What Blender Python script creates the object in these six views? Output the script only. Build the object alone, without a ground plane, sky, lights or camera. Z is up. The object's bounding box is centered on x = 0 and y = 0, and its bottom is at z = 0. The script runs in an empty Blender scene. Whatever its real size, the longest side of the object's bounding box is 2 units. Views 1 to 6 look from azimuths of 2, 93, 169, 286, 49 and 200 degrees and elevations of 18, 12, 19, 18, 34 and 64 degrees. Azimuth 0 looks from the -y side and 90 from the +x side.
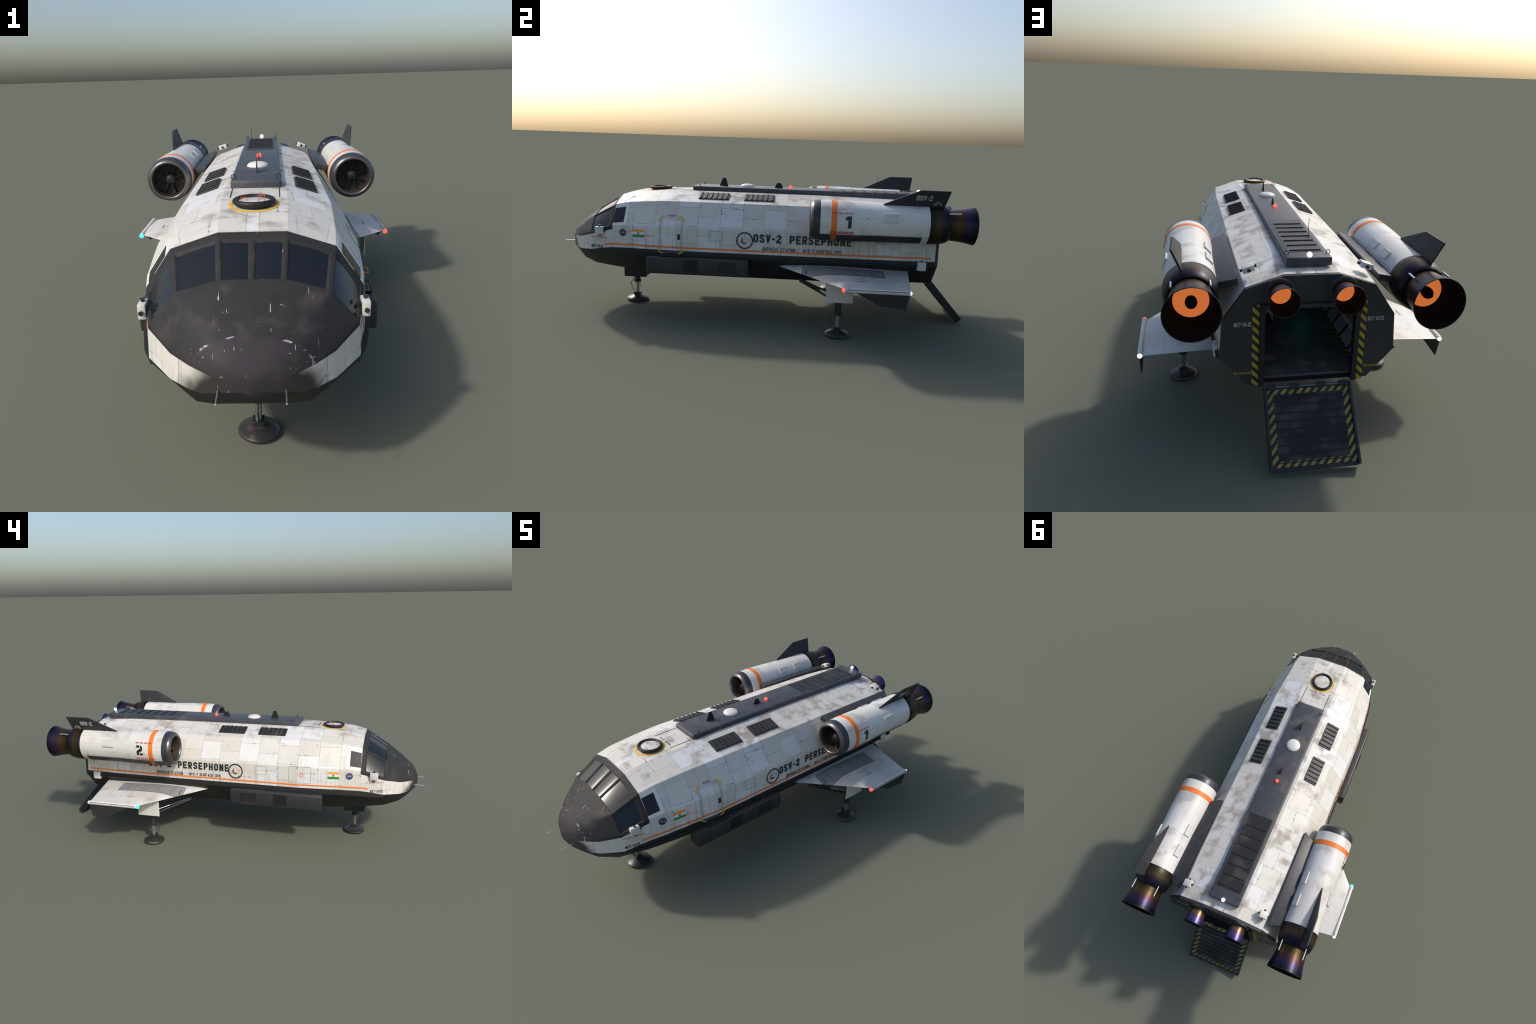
"""Orbital shuttle on its landing gear, nose towards -y, loading ramp towards +y (metres)."""
import bpy, bmesh, math, random
from mathutils import Vector, Matrix

random.seed(7)
ROOT = bpy.data.objects.new("space_shuttle", None)
bpy.context.scene.collection.objects.link(ROOT)
ROOT["label"] = "white panelled space shuttle on landing legs, rear ramp open"
ROOT["category"] = "spacecraft"
ROOT.empty_display_size = 0.1

# ------------------------------------------------------------------ node helpers
class N:
    def __init__(self, name):
        self.m = bpy.data.materials.new(name); self.m.use_nodes = True
        self.t = self.m.node_tree; self.b = self.t.nodes["Principled BSDF"]
        self.tc = None
    def new(self, k, **kw):
        n = self.t.nodes.new("ShaderNode" + k)
        for a, v in kw.items(): setattr(n, a, v)
        return n
    def put(self, sock, v):
        if isinstance(v, bpy.types.NodeSocket): self.t.links.new(v, sock)
        elif isinstance(v, (int, float)): sock.default_value = v if sock.type == 'VALUE' else (v, v, v, 1)
        else: sock.default_value = (*v, 1) if sock.type == 'RGBA' and len(v) == 3 else v
    def obj(self):
        if not self.tc: self.tc = self.new("TexCoord")
        return self.tc.outputs["Object"]
    def xyz(self, v=None):
        n = self.new("SeparateXYZ"); self.put(n.inputs[0], v or self.obj()); return n.outputs
    def vec(self, x, y, z):
        n = self.new("CombineXYZ")
        for s, v in zip(n.inputs, (x, y, z)): self.put(s, v)
        return n.outputs[0]
    def math(self, op, a, b=0.0, c=0.0, clamp=False):
        n = self.new("Math", operation=op); n.use_clamp = clamp
        for s, v in zip(n.inputs, (a, b, c)): self.put(s, v)
        return n.outputs[0]
    def remap(self, v, a, b, c=0.0, d=1.0, smooth=False):
        n = self.new("MapRange"); n.clamp = True
        if smooth: n.interpolation_type = 'SMOOTHSTEP'
        for s, q in zip(n.inputs, (v, a, b, c, d)): self.put(s, q)
        return n.outputs[0]
    def mix(self, f, a, b, mode='MIX'):
        n = self.new("Mix", data_type='RGBA', blend_type=mode)
        self.put(n.inputs[0], f); self.put(n.inputs[6], a); self.put(n.inputs[7], b)
        return n.outputs[2]
    def noise(self, v, scale, detail=2.0, rough=0.5, off=0.0):
        if off:
            q = self.new("Mapping"); self.put(q.inputs[0], v); q.inputs[1].default_value = (off, off * 1.7, off * .6); v = q.outputs[0]
        n = self.new("TexNoise"); self.put(n.inputs["Vector"], v)
        n.inputs["Scale"].default_value = scale; n.inputs["Detail"].default_value = detail; n.inputs["Roughness"].default_value = rough
        return n.outputs["Fac"]
    def scale(self, v, s):
        q = self.new("Mapping"); self.put(q.inputs[0], v); q.inputs[3].default_value = s; return q.outputs[0]
    def ramp(self, f, stops, mode='LINEAR'):
        n = self.new("ValToRGB"); n.color_ramp.interpolation = mode
        e = n.color_ramp.elements
        while len(e) < len(stops): e.new(0.5)
        for k, (p, c) in zip(e, stops): k.position = p; k.color = (*c, 1)
        self.put(n.inputs[0], f); return n.outputs[0]
    def bump(self, h, strength=.2, dist=.001, radius=0.0):
        n = self.new("Bump"); n.inputs["Strength"].default_value = strength; n.inputs["Distance"].default_value = dist
        self.put(n.inputs["Height"], h)
        if radius: self.t.links.new(self.bevel(radius), n.inputs["Normal"])
        self.t.links.new(n.outputs[0], self.b.inputs["Normal"])
    def bevel(self, r):
        n = self.new("Bevel", samples=4); n.inputs[0].default_value = r; return n.outputs[0]
    def set(self, col, rough=.5, metal=0.0, spec=.5, bevel=0.0, coat=0.0):
        self.put(self.b.inputs["Base Color"], col); self.put(self.b.inputs["Roughness"], rough)
        self.put(self.b.inputs["Metallic"], metal); self.put(self.b.inputs["Specular IOR Level"], spec)
        self.put(self.b.inputs["Coat Weight"], coat)
        if bevel: self.t.links.new(self.bevel(bevel), self.b.inputs["Normal"])
        return self.m

def plain(name, col, rough=.5, metal=0.0, spec=.5, vary=.25, scale=14, bevel=0.0):
    n = N(name); f = n.noise(n.obj(), scale, 4, .6)
    c = n.mix(n.remap(f, .35, .7), tuple(x * (1 - vary) for x in col), tuple(min(1, x * (1 + vary)) for x in col))
    return n.set(c, rough, metal, spec, bevel)

def glow(name, col, strength):
    n = N(name); n.set((0.02, .02, .02), .5)
    n.put(n.b.inputs["Emission Color"], col); n.b.inputs["Emission Strength"].default_value = strength
    return n.m

# ------------------------------------------------------------------ materials
PITCH_S, PITCH_Y = .0914, .1025

def dust(n, base, amt=.5, scale=11, col=(.36, .32, .28), lo=.54, hi=.78, off=3.1):
    f = n.noise(n.obj(), scale, 3, .5, off)
    return n.mix(n.math('MULTIPLY', n.remap(f, lo, hi, smooth=True), amt), base, col)

def white_hull():
    n = N("white_hull_panels"); x, y, z = n.xyz()
    ax = n.math('ABSOLUTE', x)
    side = n.math('MULTIPLY', n.math('MAXIMUM', n.math('SUBTRACT', .5545, z), 0), 1.14)
    s = n.math('SUBTRACT', side, n.math('MULTIPLY', n.math('MAXIMUM', n.math('SUBTRACT', .2065, ax), 0), 1.05))
    v = n.vec(n.math('ADD', s, 2 * PITCH_S * 5 - .0275 - .0000), n.math('ADD', y, .0743 + PITCH_Y * 10), 0.0)
    def brick(mortar, smooth):
        b = n.new("TexBrick", offset=.5, offset_frequency=2, squash=1.0)
        n.put(b.inputs["Vector"], v); n.put(b.inputs["Color1"], (0, 0, 0)); n.put(b.inputs["Color2"], (1, 1, 1)); n.put(b.inputs["Mortar"], (.5, .5, .5))
        for k, q in (("Scale", 1), ("Mortar Size", mortar), ("Mortar Smooth", smooth), ("Bias", 0), ("Brick Width", PITCH_S), ("Row Height", PITCH_Y)):
            b.inputs[k].default_value = q
        return b
    b = brick(.0008, .25); w = brick(.007, 1.0)
    c = n.ramp(b.outputs["Color"], [(0, (.595, .568, .510)), (.4, (.630, .606, .552)), (.7, (.655, .637, .590)), (.8, (.685, .680, .662)), (1, (.705, .704, .696))])
    roof = n.remap(z, .545, .558)
    # soft brown dust on the roof
    f = n.noise(n.obj(), 17, 2.5, .5, 3.3)
    f2 = n.noise(n.obj(), 5, 1, .5, 8.3)
    d = n.math('MULTIPLY', n.remap(f, .45, .70, smooth=True), n.remap(f2, .28, .52))
    c = n.mix(n.math('MULTIPLY', d, n.math('ADD', .16, n.math('MULTIPLY', roof, .62))), c, (.27, .228, .19))
    # rain streaks running down the flanks
    st = n.noise(n.scale(n.obj(), (.4, 62, 3.0)), 1.0, 2, .5)
    low = n.remap(z, .47, .36)
    c = n.mix(n.math('MULTIPLY', n.math('MULTIPLY', n.remap(st, .50, .70, smooth=True), low), .48), c, (.30, .28, .255))
    # flaked paint on the upper flanks
    fl = n.noise(n.scale(n.obj(), (1, 1, .5)), 60, 3, .55, 1.4)
    fm = n.noise(n.obj(), 10, 1, .5, 5.5)
    up = n.math('MULTIPLY', n.remap(z, .40, .47), n.math('SUBTRACT', 1, roof))
    up = n.math('MULTIPLY', up, n.remap(y, .12, -.15))
    c = n.mix(n.math('MULTIPLY', n.math('MULTIPLY', n.remap(fl, .60, .66), n.remap(fm, .46, .56)), n.math('MULTIPLY', up, .55)), c, (.36, .36, .355))
    # seams and worn seam edges
    c = n.mix(n.math('MULTIPLY', b.outputs["Fac"], .68), c, (.20, .20, .20))
    ch = n.noise(n.obj(), 75, 3, .6, 2.2); cm = n.noise(n.obj(), 8, 1, .5, 9.1)
    near = n.remap(w.outputs["Fac"], .25, .75)
    chip = n.math('MULTIPLY', n.math('MULTIPLY', n.remap(ch, .565, .60), near), n.remap(cm, .545, .585))
    c = n.mix(n.math('MULTIPLY', chip, .85), c, (.17, .185, .225))
    # scorched paint at the nose tip
    t = n.math('ADD', y, n.math('MULTIPLY', n.math('SUBTRACT', n.noise(n.obj(), 22, 1), .5), .035))
    t = n.math('ADD', t, n.math('MULTIPLY', n.math('SUBTRACT', z, .335), .55))
    c = n.mix(n.remap(t, -.900, -.938, smooth=True), c, (.034, .031, .0295))
    return n.set(c, n.math('ADD', .42, n.math('MULTIPLY', d, .3)), 0, .4, .0025)

def white_parts(name="white_paint", streak=True):
    n = N(name); x, y, z = n.xyz()
    c = n.mix(n.remap(n.noise(n.obj(), 6, 1, .5, 1.9), .4, .6), (.63, .612, .57), (.675, .665, .635))
    c = dust(n, c, .38, 14, (.34, .30, .265), .52, .76)
    return n.set(c, .45, 0, .4, .0012)

def white_wing():
    n = N("white_wing_panels"); x, y, z = n.xyz(); ax = n.math('ABSOLUTE', x)
    f = n.math('ABSOLUTE', n.math('SUBTRACT', n.math('FRACT', n.math('DIVIDE', n.math('ADD', n.math('SUBTRACT', y, n.math('MULTIPLY', n.math('SUBTRACT', ax, .3), .08)), .0785), .0835)), .5))
    l1 = n.remap(f, .486, .495)
    l2 = n.remap(n.math('ABSOLUTE', n.math('SUBTRACT', ax, .449)), .0010, .0004)
    c = n.mix(n.remap(n.noise(n.obj(), 7, 1, .5, 1.9), .4, .6), (.60, .578, .535), (.655, .643, .615))
    c = dust(n, c, .5, 13, (.36, .31, .27), .5, .74)
    ln = n.math('MAXIMUM', l1, l2)
    c = n.mix(n.math('MULTIPLY', ln, .5), c, (.2, .2, .2))
    near = n.math('MAXIMUM', n.remap(f, .45, .49), n.remap(n.math('ABSOLUTE', n.math('SUBTRACT', ax, .449)), .005, .001))
    ch = n.math('MULTIPLY', n.math('MULTIPLY', n.remap(n.noise(n.obj(), 70, 3, .6, 4.4), .58, .62), near), n.remap(n.noise(n.obj(), 14, 1, .5, 2.7), .53, .6))
    c = n.mix(n.math('MULTIPLY', ch, .8), c, (.17, .18, .21))
    return n.set(c, .42, 0, .4, .0012)

def white_nacelle():
    n = N("white_nacelle_panels"); x, y, z = n.xyz()
    ang = n.math('ARCTAN2', n.math('SUBTRACT', z, .517), n.math('SUBTRACT', n.math('ABSOLUTE', x), .361))
    a = n.math('ADD', n.math('DIVIDE', ang, math.radians(28)), 20 + .5 - 17 / 28)
    f = n.math('ABSOLUTE', n.math('SUBTRACT', n.math('FRACT', a), .5))
    ln = n.remap(f, .014, .006)
    c = n.mix(n.remap(n.noise(n.obj(), 5, 1, .5, 2.9), .4, .6), (.635, .617, .575), (.68, .67, .64))
    st = n.noise(n.vec(n.math('MULTIPLY', y, 45), n.math('MULTIPLY', ang, 1.3), 0.0), 1.0, 2, .5)
    c = n.mix(n.math('MULTIPLY', n.remap(st, .60, .76, smooth=True), n.math('MULTIPLY', n.remap(z, .565, .51), .42)), c, (.33, .31, .29))
    d = n.math('MULTIPLY', n.remap(n.noise(n.obj(), 14, 2, .5, 6.1), .5, .72, smooth=True), n.remap(z, .53, .585))
    c = n.mix(n.math('MULTIPLY', d, .55), c, (.34, .31, .285))
    c = n.mix(n.math('MULTIPLY', ln, .5), c, (.2, .2, .2))
    near = n.remap(f, .12, .03)
    ch = n.math('MULTIPLY', n.math('MULTIPLY', n.remap(n.noise(n.obj(), 65, 3, .6, 7.4), .59, .63), near), n.remap(n.noise(n.obj(), 12, 1, .5, 3.7), .53, .6))
    c = n.mix(n.math('MULTIPLY', ch, .75), c, (.17, .18, .21))
    return n.set(c, .36, 0, .45)

def dark(name, col, brown=(.085, .068, .055), amt=.5, rough=.5, scratches=0.0, spec=.5, scale=12, bevel=.0012, lo=.52):
    n = N(name)
    c = n.mix(n.remap(n.noise(n.obj(), 40, 4, .6), .3, .7), tuple(q * .88 for q in col), tuple(q * 1.12 for q in col))
    d = n.remap(n.noise(n.obj(), scale, 3, .5, 4.7), lo, lo + .2, smooth=True)
    c = n.mix(n.math('MULTIPLY', d, amt), c, brown)
    if scratches:
        v1 = n.noise(n.scale(n.obj(), (1.0, .16, .3)), 210, 2, .5, 1.1); m1 = n.noise(n.obj(), 17, 1, .5, 2.3)
        k = n.math('MULTIPLY', n.remap(v1, .715, .73), n.remap(m1, .50, .54))
        v2 = n.noise(n.scale(n.obj(), (.5, 1.2, 1.0)), 95, 3, .6, 5.1); m2 = n.noise(n.obj(), 23, 1, .5, 7.3)
        k2 = n.math('MULTIPLY', n.remap(v2, .70, .715), n.remap(m2, .55, .58))
        c = n.mix(n.math('MULTIPLY', n.math('MAXIMUM', k, k2), scratches), c, (.42, .41, .40))
    return n.set(c, n.math('ADD', rough, n.math('MULTIPLY', d, .15)), 0, spec, bevel)

def nose_dark():
    n = N("nose_heat_tiles"); x, y, z = n.xyz()
    cap = n.remap(y, -.9138, -.9152)
    tint = n.noise(n.obj(), 26, 1, .5, 2.0)
    c = n.mix(n.remap(n.noise(n.obj(), 40, 3), .3, .7), (.0270, .0272, .0280), (.0325, .0327, .0335))
    c = n.mix(cap, c, n.mix(n.remap(tint, .42, .6), (.036, .034, .034), (.039, .034, .040)))
    d = n.remap(n.noise(n.obj(), 15, 2, .5, 4.0), .54, .72, smooth=True)
    c = n.mix(n.math('MULTIPLY', d, n.math('MULTIPLY', n.remap(y, -.70, -.80), .42)), c, (.085, .073, .064))
    v1 = n.noise(n.scale(n.obj(), (1.0, .14, .14)), 170, 2, .5, 1.1); m1 = n.noise(n.obj(), 19, 1, .5, 2.3)
    k = n.math('MULTIPLY', n.remap(v1, .695, .71), n.remap(m1, .49, .53))
    v2 = n.noise(n.scale(n.obj(), (.35, 1.2, 1.2)), 110, 3, .6, 5.1); m2 = n.noise(n.obj(), 21, 1, .5, 7.9)
    seam = n.remap(n.math('ABSOLUTE', n.math('ADD', y, .9147)), .0022, .0008)
    k2 = n.math('MULTIPLY', n.remap(v2, .69, .705), n.remap(m2, .53, .56))
    k3 = n.math('MULTIPLY', n.math('MULTIPLY', n.remap(v2, .53, .55), seam), n.remap(m2, .55, .57))
    k = n.math('MAXIMUM', n.math('MAXIMUM', k, k2), k3)
    k = n.math('MULTIPLY', k, n.remap(ax := n.math('ABSOLUTE', x), .16, .09))
    c = n.mix(n.math('MULTIPLY', k, .85), c, (.40, .39, .385))
    low = n.remap(z, .325, .285, smooth=True)
    c = n.mix(n.math('MULTIPLY', low, .8), c, (.032, .029, .026))
    return n.set(c, .58, 0, .16)

def heat(name, y0, y1, stops, metal=.75, rough=.38):
    n = N(name); x, y, z = n.xyz()
    f = n.remap(n.math('ADD', y, n.math('MULTIPLY', n.math('SUBTRACT', n.noise(n.obj(), 22, 2), .5), .012)), y0, y1)
    return n.set(n.ramp(f, stops), rough, metal, .5)

def hazard(name, axis=0, period=.03, col=(.50, .36, .03), slope=1.0, worn=.25):
    n = N(name); x, y, z = n.xyz()
    a = x if axis == 0 else y
    b = z if axis == 0 else x
    f = n.math('FRACT', n.math('ADD', n.math('DIVIDE', n.math('ADD', n.math('MULTIPLY', a, slope), b), period), 40.0))
    k = n.remap(f, .49, .51)
    w = n.remap(n.noise(n.obj(), 30, 3), .42, .62)
    c = n.mix(k, (.022, .022, .023), n.mix(n.math('MULTIPLY', w, worn), col, (.06, .055, .045)))
    return n.set(c, .55, 0, .4)

M = dict(
    white=white_hull(), whitep=white_parts(), wing=white_wing(), nac=white_nacelle(),
    belly=dark("belly_heat_shield_black", (.0190, .0185, .0185), (.036, .030, .025), .5, .55, 0.0, .4),
    nose=nose_dark(),
    frame=dark("rear_bulkhead_dark", (.026, .028, .030), (.04, .036, .033), .4, .5, .25),
    slate=dark("slate_blue_metal", (.047, .050, .060), (.115, .10, .09), .55, .42, .2),
    fin=dark("fin_dark_grey", (.026, .0272, .030), (.042, .040, .038), .35, .55, .2, .35),
    pod=dark("equipment_pod_grey", (.0255, .026, .029), (.055, .046, .039), .5, .42, .15),
    black=dark("matt_black_metal", (.0085, .0085, .0092), (.020, .017, .015), .35, .55),
    grille=dark("grille_charcoal", (.028, .027, .027), (.085, .072, .062), .6, .5),
    bed=dark("spine_grille_black", (.0130, .0128, .0128), (.055, .047, .041), .6, .42),
    tube=dark("gear_black_steel", (.022, .022, .024), (.06, .048, .04), .5, .4),
    pad=dark("foot_pad_metal", (.028, .027, .027), (.10, .074, .060), .75, .38, 0, .5, 18),
    chrome=plain("gear_chrome", (.55, .55, .56), .28, .9, .5, .1),
    silver=plain("silver_rod", (.75, .76, .80), .25, .9, .5, .05),
    lip=plain("intake_lip_metal", (.14, .134, .13), .30, .75, .5, .15),
    lipd=plain("intake_cowl_dark", (.042, .045, .056), .36, .3, .5, .15),
    duct=plain("intake_duct_black", (.018, .017, .017), .6, 0, .3),
    ductr=plain("intake_duct_dark_orange", (.07, .016, .005), .6),
    blade=plain("fan_blade_dark", (.035, .034, .034), .45, .4),
    glass=plain("cockpit_glass", (.010, .012, .016), .16, 0, .5, .08, 3),
    orange=plain("orange_paint", (.80, .19, .028), .45, 0, .4, .06, 30),
    orangeh=plain("orange_handle", (.62, .11, .025), .45),
    red=plain("red_marking", (.52, .03, .04), .5),
    yellow=plain("yellow_marking", (.78, .47, .035), .5, 0, .4, .1, 30),
    ink=plain("black_lettering", (.020, .021, .024), .5),
    line=plain("panel_groove_line", (.23, .235, .24), .6),
    lined=plain("dark_groove_line", (.035, .036, .04), .6),
    inkw=plain("white_lettering", (.55, .56, .56), .5),
    navy=plain("navy_roundel", (.022, .032, .13), .5),
    flago=plain("flag_saffron", (.90, .34, .04), .5, 0, .4, .04), flagw=plain("flag_white", (.74, .74, .76), .5, 0, .4, .03),
    flagg=plain("flag_green", (.035, .24, .05), .5, 0, .4, .05),
    panelg=plain("wing_grey_panel", (.27, .265, .26), .45, 0, .4, .06),
    clean=plain("bright_white", (.70, .693, .675), .4, 0, .4, .02),
    rcs=plain("thruster_block_white", (.60, .59, .56), .42, 0, .4, .05, 14, .0015),
    tail=heat("nacelle_tail_heat_tint", .73, .83, [(0, (0.0126, 0.0118, 0.0109)), (.16, (0.0231, 0.0189, 0.0126)), (.42, (0.0630, 0.0399, 0.0126)), (.62, (0.0189, 0.0118, 0.0231)), (.8, (0.0076, 0.0063, 0.0126)), (1, (0.0050, 0.0050, 0.0059))], .6, .4),
    bell=heat("engine_bell_heat_tint", .835, .932, [(0, (0.0462, 0.0294, 0.0084)), (.25, (0.0798, 0.0462, 0.0168)), (.45, (0.0588, 0.0231, 0.0357)), (.65, (0.0231, 0.0210, 0.0630)), (.85, (0.0105, 0.0101, 0.0231)), (1, (0.0050, 0.0050, 0.0059))], .7, .36),
    sbell=heat("small_bell_heat_tint", .83, .897, [(0, (0.0720, 0.0504, 0.0288)), (.3, (0.1872, 0.1152, 0.0504)), (.5, (0.1080, 0.0576, 0.1152)), (.75, (0.0648, 0.0612, 0.1872)), (1, (0.0216, 0.0202, 0.0720))], .7, .34),
    bellin=plain("bell_lining_glow_tinted", (.013, .0075, .0055), .9, 0, .08),  # reddish base colour paints the engine glow cast on the lining
    cyan=glow("cyan_screen_light", (.02, .50, .60), .55),
    pad_orange=plain("padded_panel_orange", (.60, .20, .04), .7, 0, .3),
    fire=glow("engine_glow_orange", (.545, .139, .031), 1.0),
    lred=glow("red_beacon_light", (1.0, .055, .035), 3.0), lgreen=glow("green_navigation_light", (.06, 1.0, .55), 2.0),
    lwhite=glow("white_strobe_light", (1.0, 1.0, .97), 3.0), lredn=glow("red_navigation_light", (1.0, .10, .07), 1.5),
    hazv=hazard("hazard_stripes_rear", 0, .0305, (.48, .35, .03), -1.0),
    floor=dark("cargo_floor_dark", (.115, .110, .102), (.36, .28, .21), .6, .40, 0, .5, 14),  # floor lightened in its colour to replace missing bay lighting
    wallg=plain("cargo_wall_grey", (.34, .345, .35), .6, 0, .3, .1, 6),  # grey raised so the unlit walls look as if lamplight reached them
)

# ------------------------------------------------------------------ mesh helpers
def add(name, mesh, mat, parent=None, kind=None, smooth=None):
    o = bpy.data.objects.new(name, mesh)
    bpy.context.scene.collection.objects.link(o)
    o.parent = parent or ROOT
    if mat is not None and not mesh.materials: mesh.materials.append(mat)
    if kind: o["kind"] = kind
    if smooth is not None:
        for p in mesh.polygons: p.use_smooth = True
        mesh.set_sharp_from_angle(angle=math.radians(smooth))
    return o

def from_bm(bm, name="m"):
    me = bpy.data.meshes.new(name); bm.normal_update(); bm.to_mesh(me); bm.free(); return me

def mesh(name, vs, fs, mat, parent=None, smooth=None, fix=True, bevel=0.0, seg=2):
    bm = bmesh.new(); V = [bm.verts.new(v) for v in vs]
    for f in fs:
        try: bm.faces.new([V[i] for i in f])
        except ValueError: pass
    if fix: bmesh.ops.recalc_face_normals(bm, faces=bm.faces)
    if bevel: bmesh.ops.bevel(bm, geom=list(bm.edges), offset=bevel, segments=seg, profile=.5, affect='EDGES', clamp_overlap=True)
    return add(name, from_bm(bm, name), mat, parent, smooth=smooth)

def box_data(x0, x1, y0, y1, z0, z1):
    vs = [(x, y, z) for z in (z0, z1) for y in (y0, y1) for x in (x0, x1)]
    return vs, [(0, 2, 3, 1), (4, 5, 7, 6), (0, 1, 5, 4), (2, 6, 7, 3), (0, 4, 6, 2), (1, 3, 7, 5)]

def box(name, x0, x1, y0, y1, z0, z1, mat, parent=None, bevel=0.0, seg=2, smooth=35):
    return mesh(name, *box_data(min(x0, x1), max(x0, x1), y0, y1, z0, z1), mat, parent, smooth if bevel else None, True, bevel, seg)

def prism(name, poly, axis, a, b, mat, parent=None, bevel=0.0, smooth=None):
    """polygon in the plane across `axis`, extruded from a to b"""
    def P(p, t):
        return {0: (t, p[0], p[1]), 1: (p[0], t, p[1]), 2: (p[0], p[1], t)}[axis]
    k = len(poly); vs = [P(p, a) for p in poly] + [P(p, b) for p in poly]
    fs = [tuple(range(k)), tuple(range(2 * k - 1, k - 1, -1))] + [(i, (i + 1) % k, k + (i + 1) % k, k + i) for i in range(k)]
    return mesh(name, vs, fs, mat, parent, smooth, True, bevel)

def lathe(name, prof, centre, mat, parent=None, seg=40, axis='Y', smooth=30, a0=0.0, a1=math.tau, caps=False):
    """profile of (along, radius) turned round `axis` through centre"""
    c = Vector(centre); vs, fs = [], []
    full = abs(a1 - a0 - math.tau) < 1e-6; k = seg if full else seg + 1
    for (h, r) in prof:
        for i in range(k):
            t = a0 + (a1 - a0) * i / seg; u, w = r * math.cos(t), r * math.sin(t)
            vs.append(c + Vector({'Y': (u, h, w), 'Z': (u, w, h), 'X': (h, u, w)}[axis]))
    for j in range(len(prof) - 1):
        for i in range(k if full else k - 1):
            fs.append((j * k + i, j * k + (i + 1) % k, (j + 1) * k + (i + 1) % k, (j + 1) * k + i))
    bm = bmesh.new(); V = [bm.verts.new(v) for v in vs]
    for f in fs: bm.faces.new([V[i] for i in f])
    bmesh.ops.remove_doubles(bm, verts=bm.verts, dist=1e-6)
    bmesh.ops.recalc_face_normals(bm, faces=bm.faces)
    return add(name, from_bm(bm, name), mat, parent, smooth=smooth)

def tube_into(bm, p, q, r0, r1=None, seg=10, caps=True):
    p, q = Vector(p), Vector(q); d = q - p
    m = Matrix.Translation((p + q) / 2) @ d.to_track_quat('Z', 'Y').to_matrix().to_4x4()
    bmesh.ops.create_cone(bm, cap_ends=caps, segments=seg, radius1=r0, radius2=r0 if r1 is None else r1, depth=d.length, matrix=m)

def tubes(name, runs, r, mat, parent=None, seg=10):
    """each run is a list of points joined by round bars with ball joints"""
    bm = bmesh.new()
    for run in runs:
        for p, q in zip(run, run[1:]): tube_into(bm, p, q, r, seg=seg)
        for p in run[1:-1]: bmesh.ops.create_uvsphere(bm, u_segments=seg, v_segments=6, radius=r * 1.02, matrix=Matrix.Translation(p))
    return add(name, from_bm(bm, name), mat, parent, smooth=40)

def ball(name, c, r, mat, parent=None, sc=(1, 1, 1), seg=24):
    bm = bmesh.new()
    bmesh.ops.create_uvsphere(bm, u_segments=seg, v_segments=seg // 2, radius=r, matrix=Matrix.Translation(c) @ Matrix.Diagonal((*sc, 1)))
    return add(name, from_bm(bm, name), mat, parent, smooth=180)

def torus(name, c, R, r, mat, parent=None, axis='Z', seg=40, ring=12):
    prof = [(r * math.sin(t), R + r * math.cos(t)) for t in [i * math.tau / ring for i in range(ring + 1)]]
    return lathe(name, prof, c, mat, parent, seg, axis, 180)

def group(name):
    o = bpy.data.objects.new(name, None); bpy.context.scene.collection.objects.link(o); o.parent = ROOT; o.empty_display_size = .05
    return o

# ------------------------------------------------------------------ hull: lofted eight-sided section
# y, then (x, z) of: roof edge, shoulder, widest line, chine, keel edge
ST = [(-.9655, .005, .3460, .010, .344, .013, .336, .013, .321, .009, .312),
      (-.9510, .026, .3740, .054, .367, .069, .347, .069, .311, .044, .291),
      (-.9345, .034, .3985, .079, .386, .098, .353, .100, .300, .062, .279),
      (-.9145, .036, .4135, .094, .398, .127, .356, .129, .2975, .080, .263),
      (-.8774, .052, .444, .126, .4236, .170, .367, .174, .299, .122, .245),
      (-.8057, .070, .4915, .168, .4645, .229, .391, .234, .302, .164, .2298),
      (-.6895, .079, .5633, .190, .5265, .2556, .431, .263, .303, .184, .219),
      (-.6200, .083, .580, .197, .541, .267, .437, .276, .305, .191, .2135),
      (-.4785, .086, .592, .205, .5515, .280, .441, .288, .307, .201, .2045),
      (-.3800, .0875, .595, .211, .5545, .288, .443, .2955, .307, .207, .200),
      (.30, .0875, .595, .211, .5545, .288, .443, .2955, .307, .207, .200),
      (.62, .0868, .591, .2085, .5515, .284, .4425, .2915, .309, .204, .206),
      (.82, .0844, .5795, .2018, .541, .271, .441, .280, .317, .195, .2194)]
NOSE_LINE = [(-.9655, .330), (-.9510, .3435), (-.9345, .3490), (-.9145, .3525), (-.8774, .3603), (-.8057, .3830), (-.6895, .4155), (.82, .40)]
BELLY_LINE = [(-.9655, .3215), (-.9510, .3115), (-.9345, .3005), (-.9145, .2980), (-.8774, .2998), (-.8057, .3108), (-.735, .3235), (-.6895, .3305), (-.62, .3335), (-.4785, .3340), (.82, .3345)]

def lerp_table(T, y):
    if y <= T[0][0]: return T[0]
    for a, b in zip(T, T[1:]):
        if y <= b[0]:
            t = (y - a[0]) / (b[0] - a[0]); return tuple(p + (q - p) * t for p, q in zip(a, b))
    return T[-1]

def sec(y):
    r = lerp_table(ST, y); return [(r[i], r[i + 1]) for i in range(1, 11, 2)]

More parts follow.
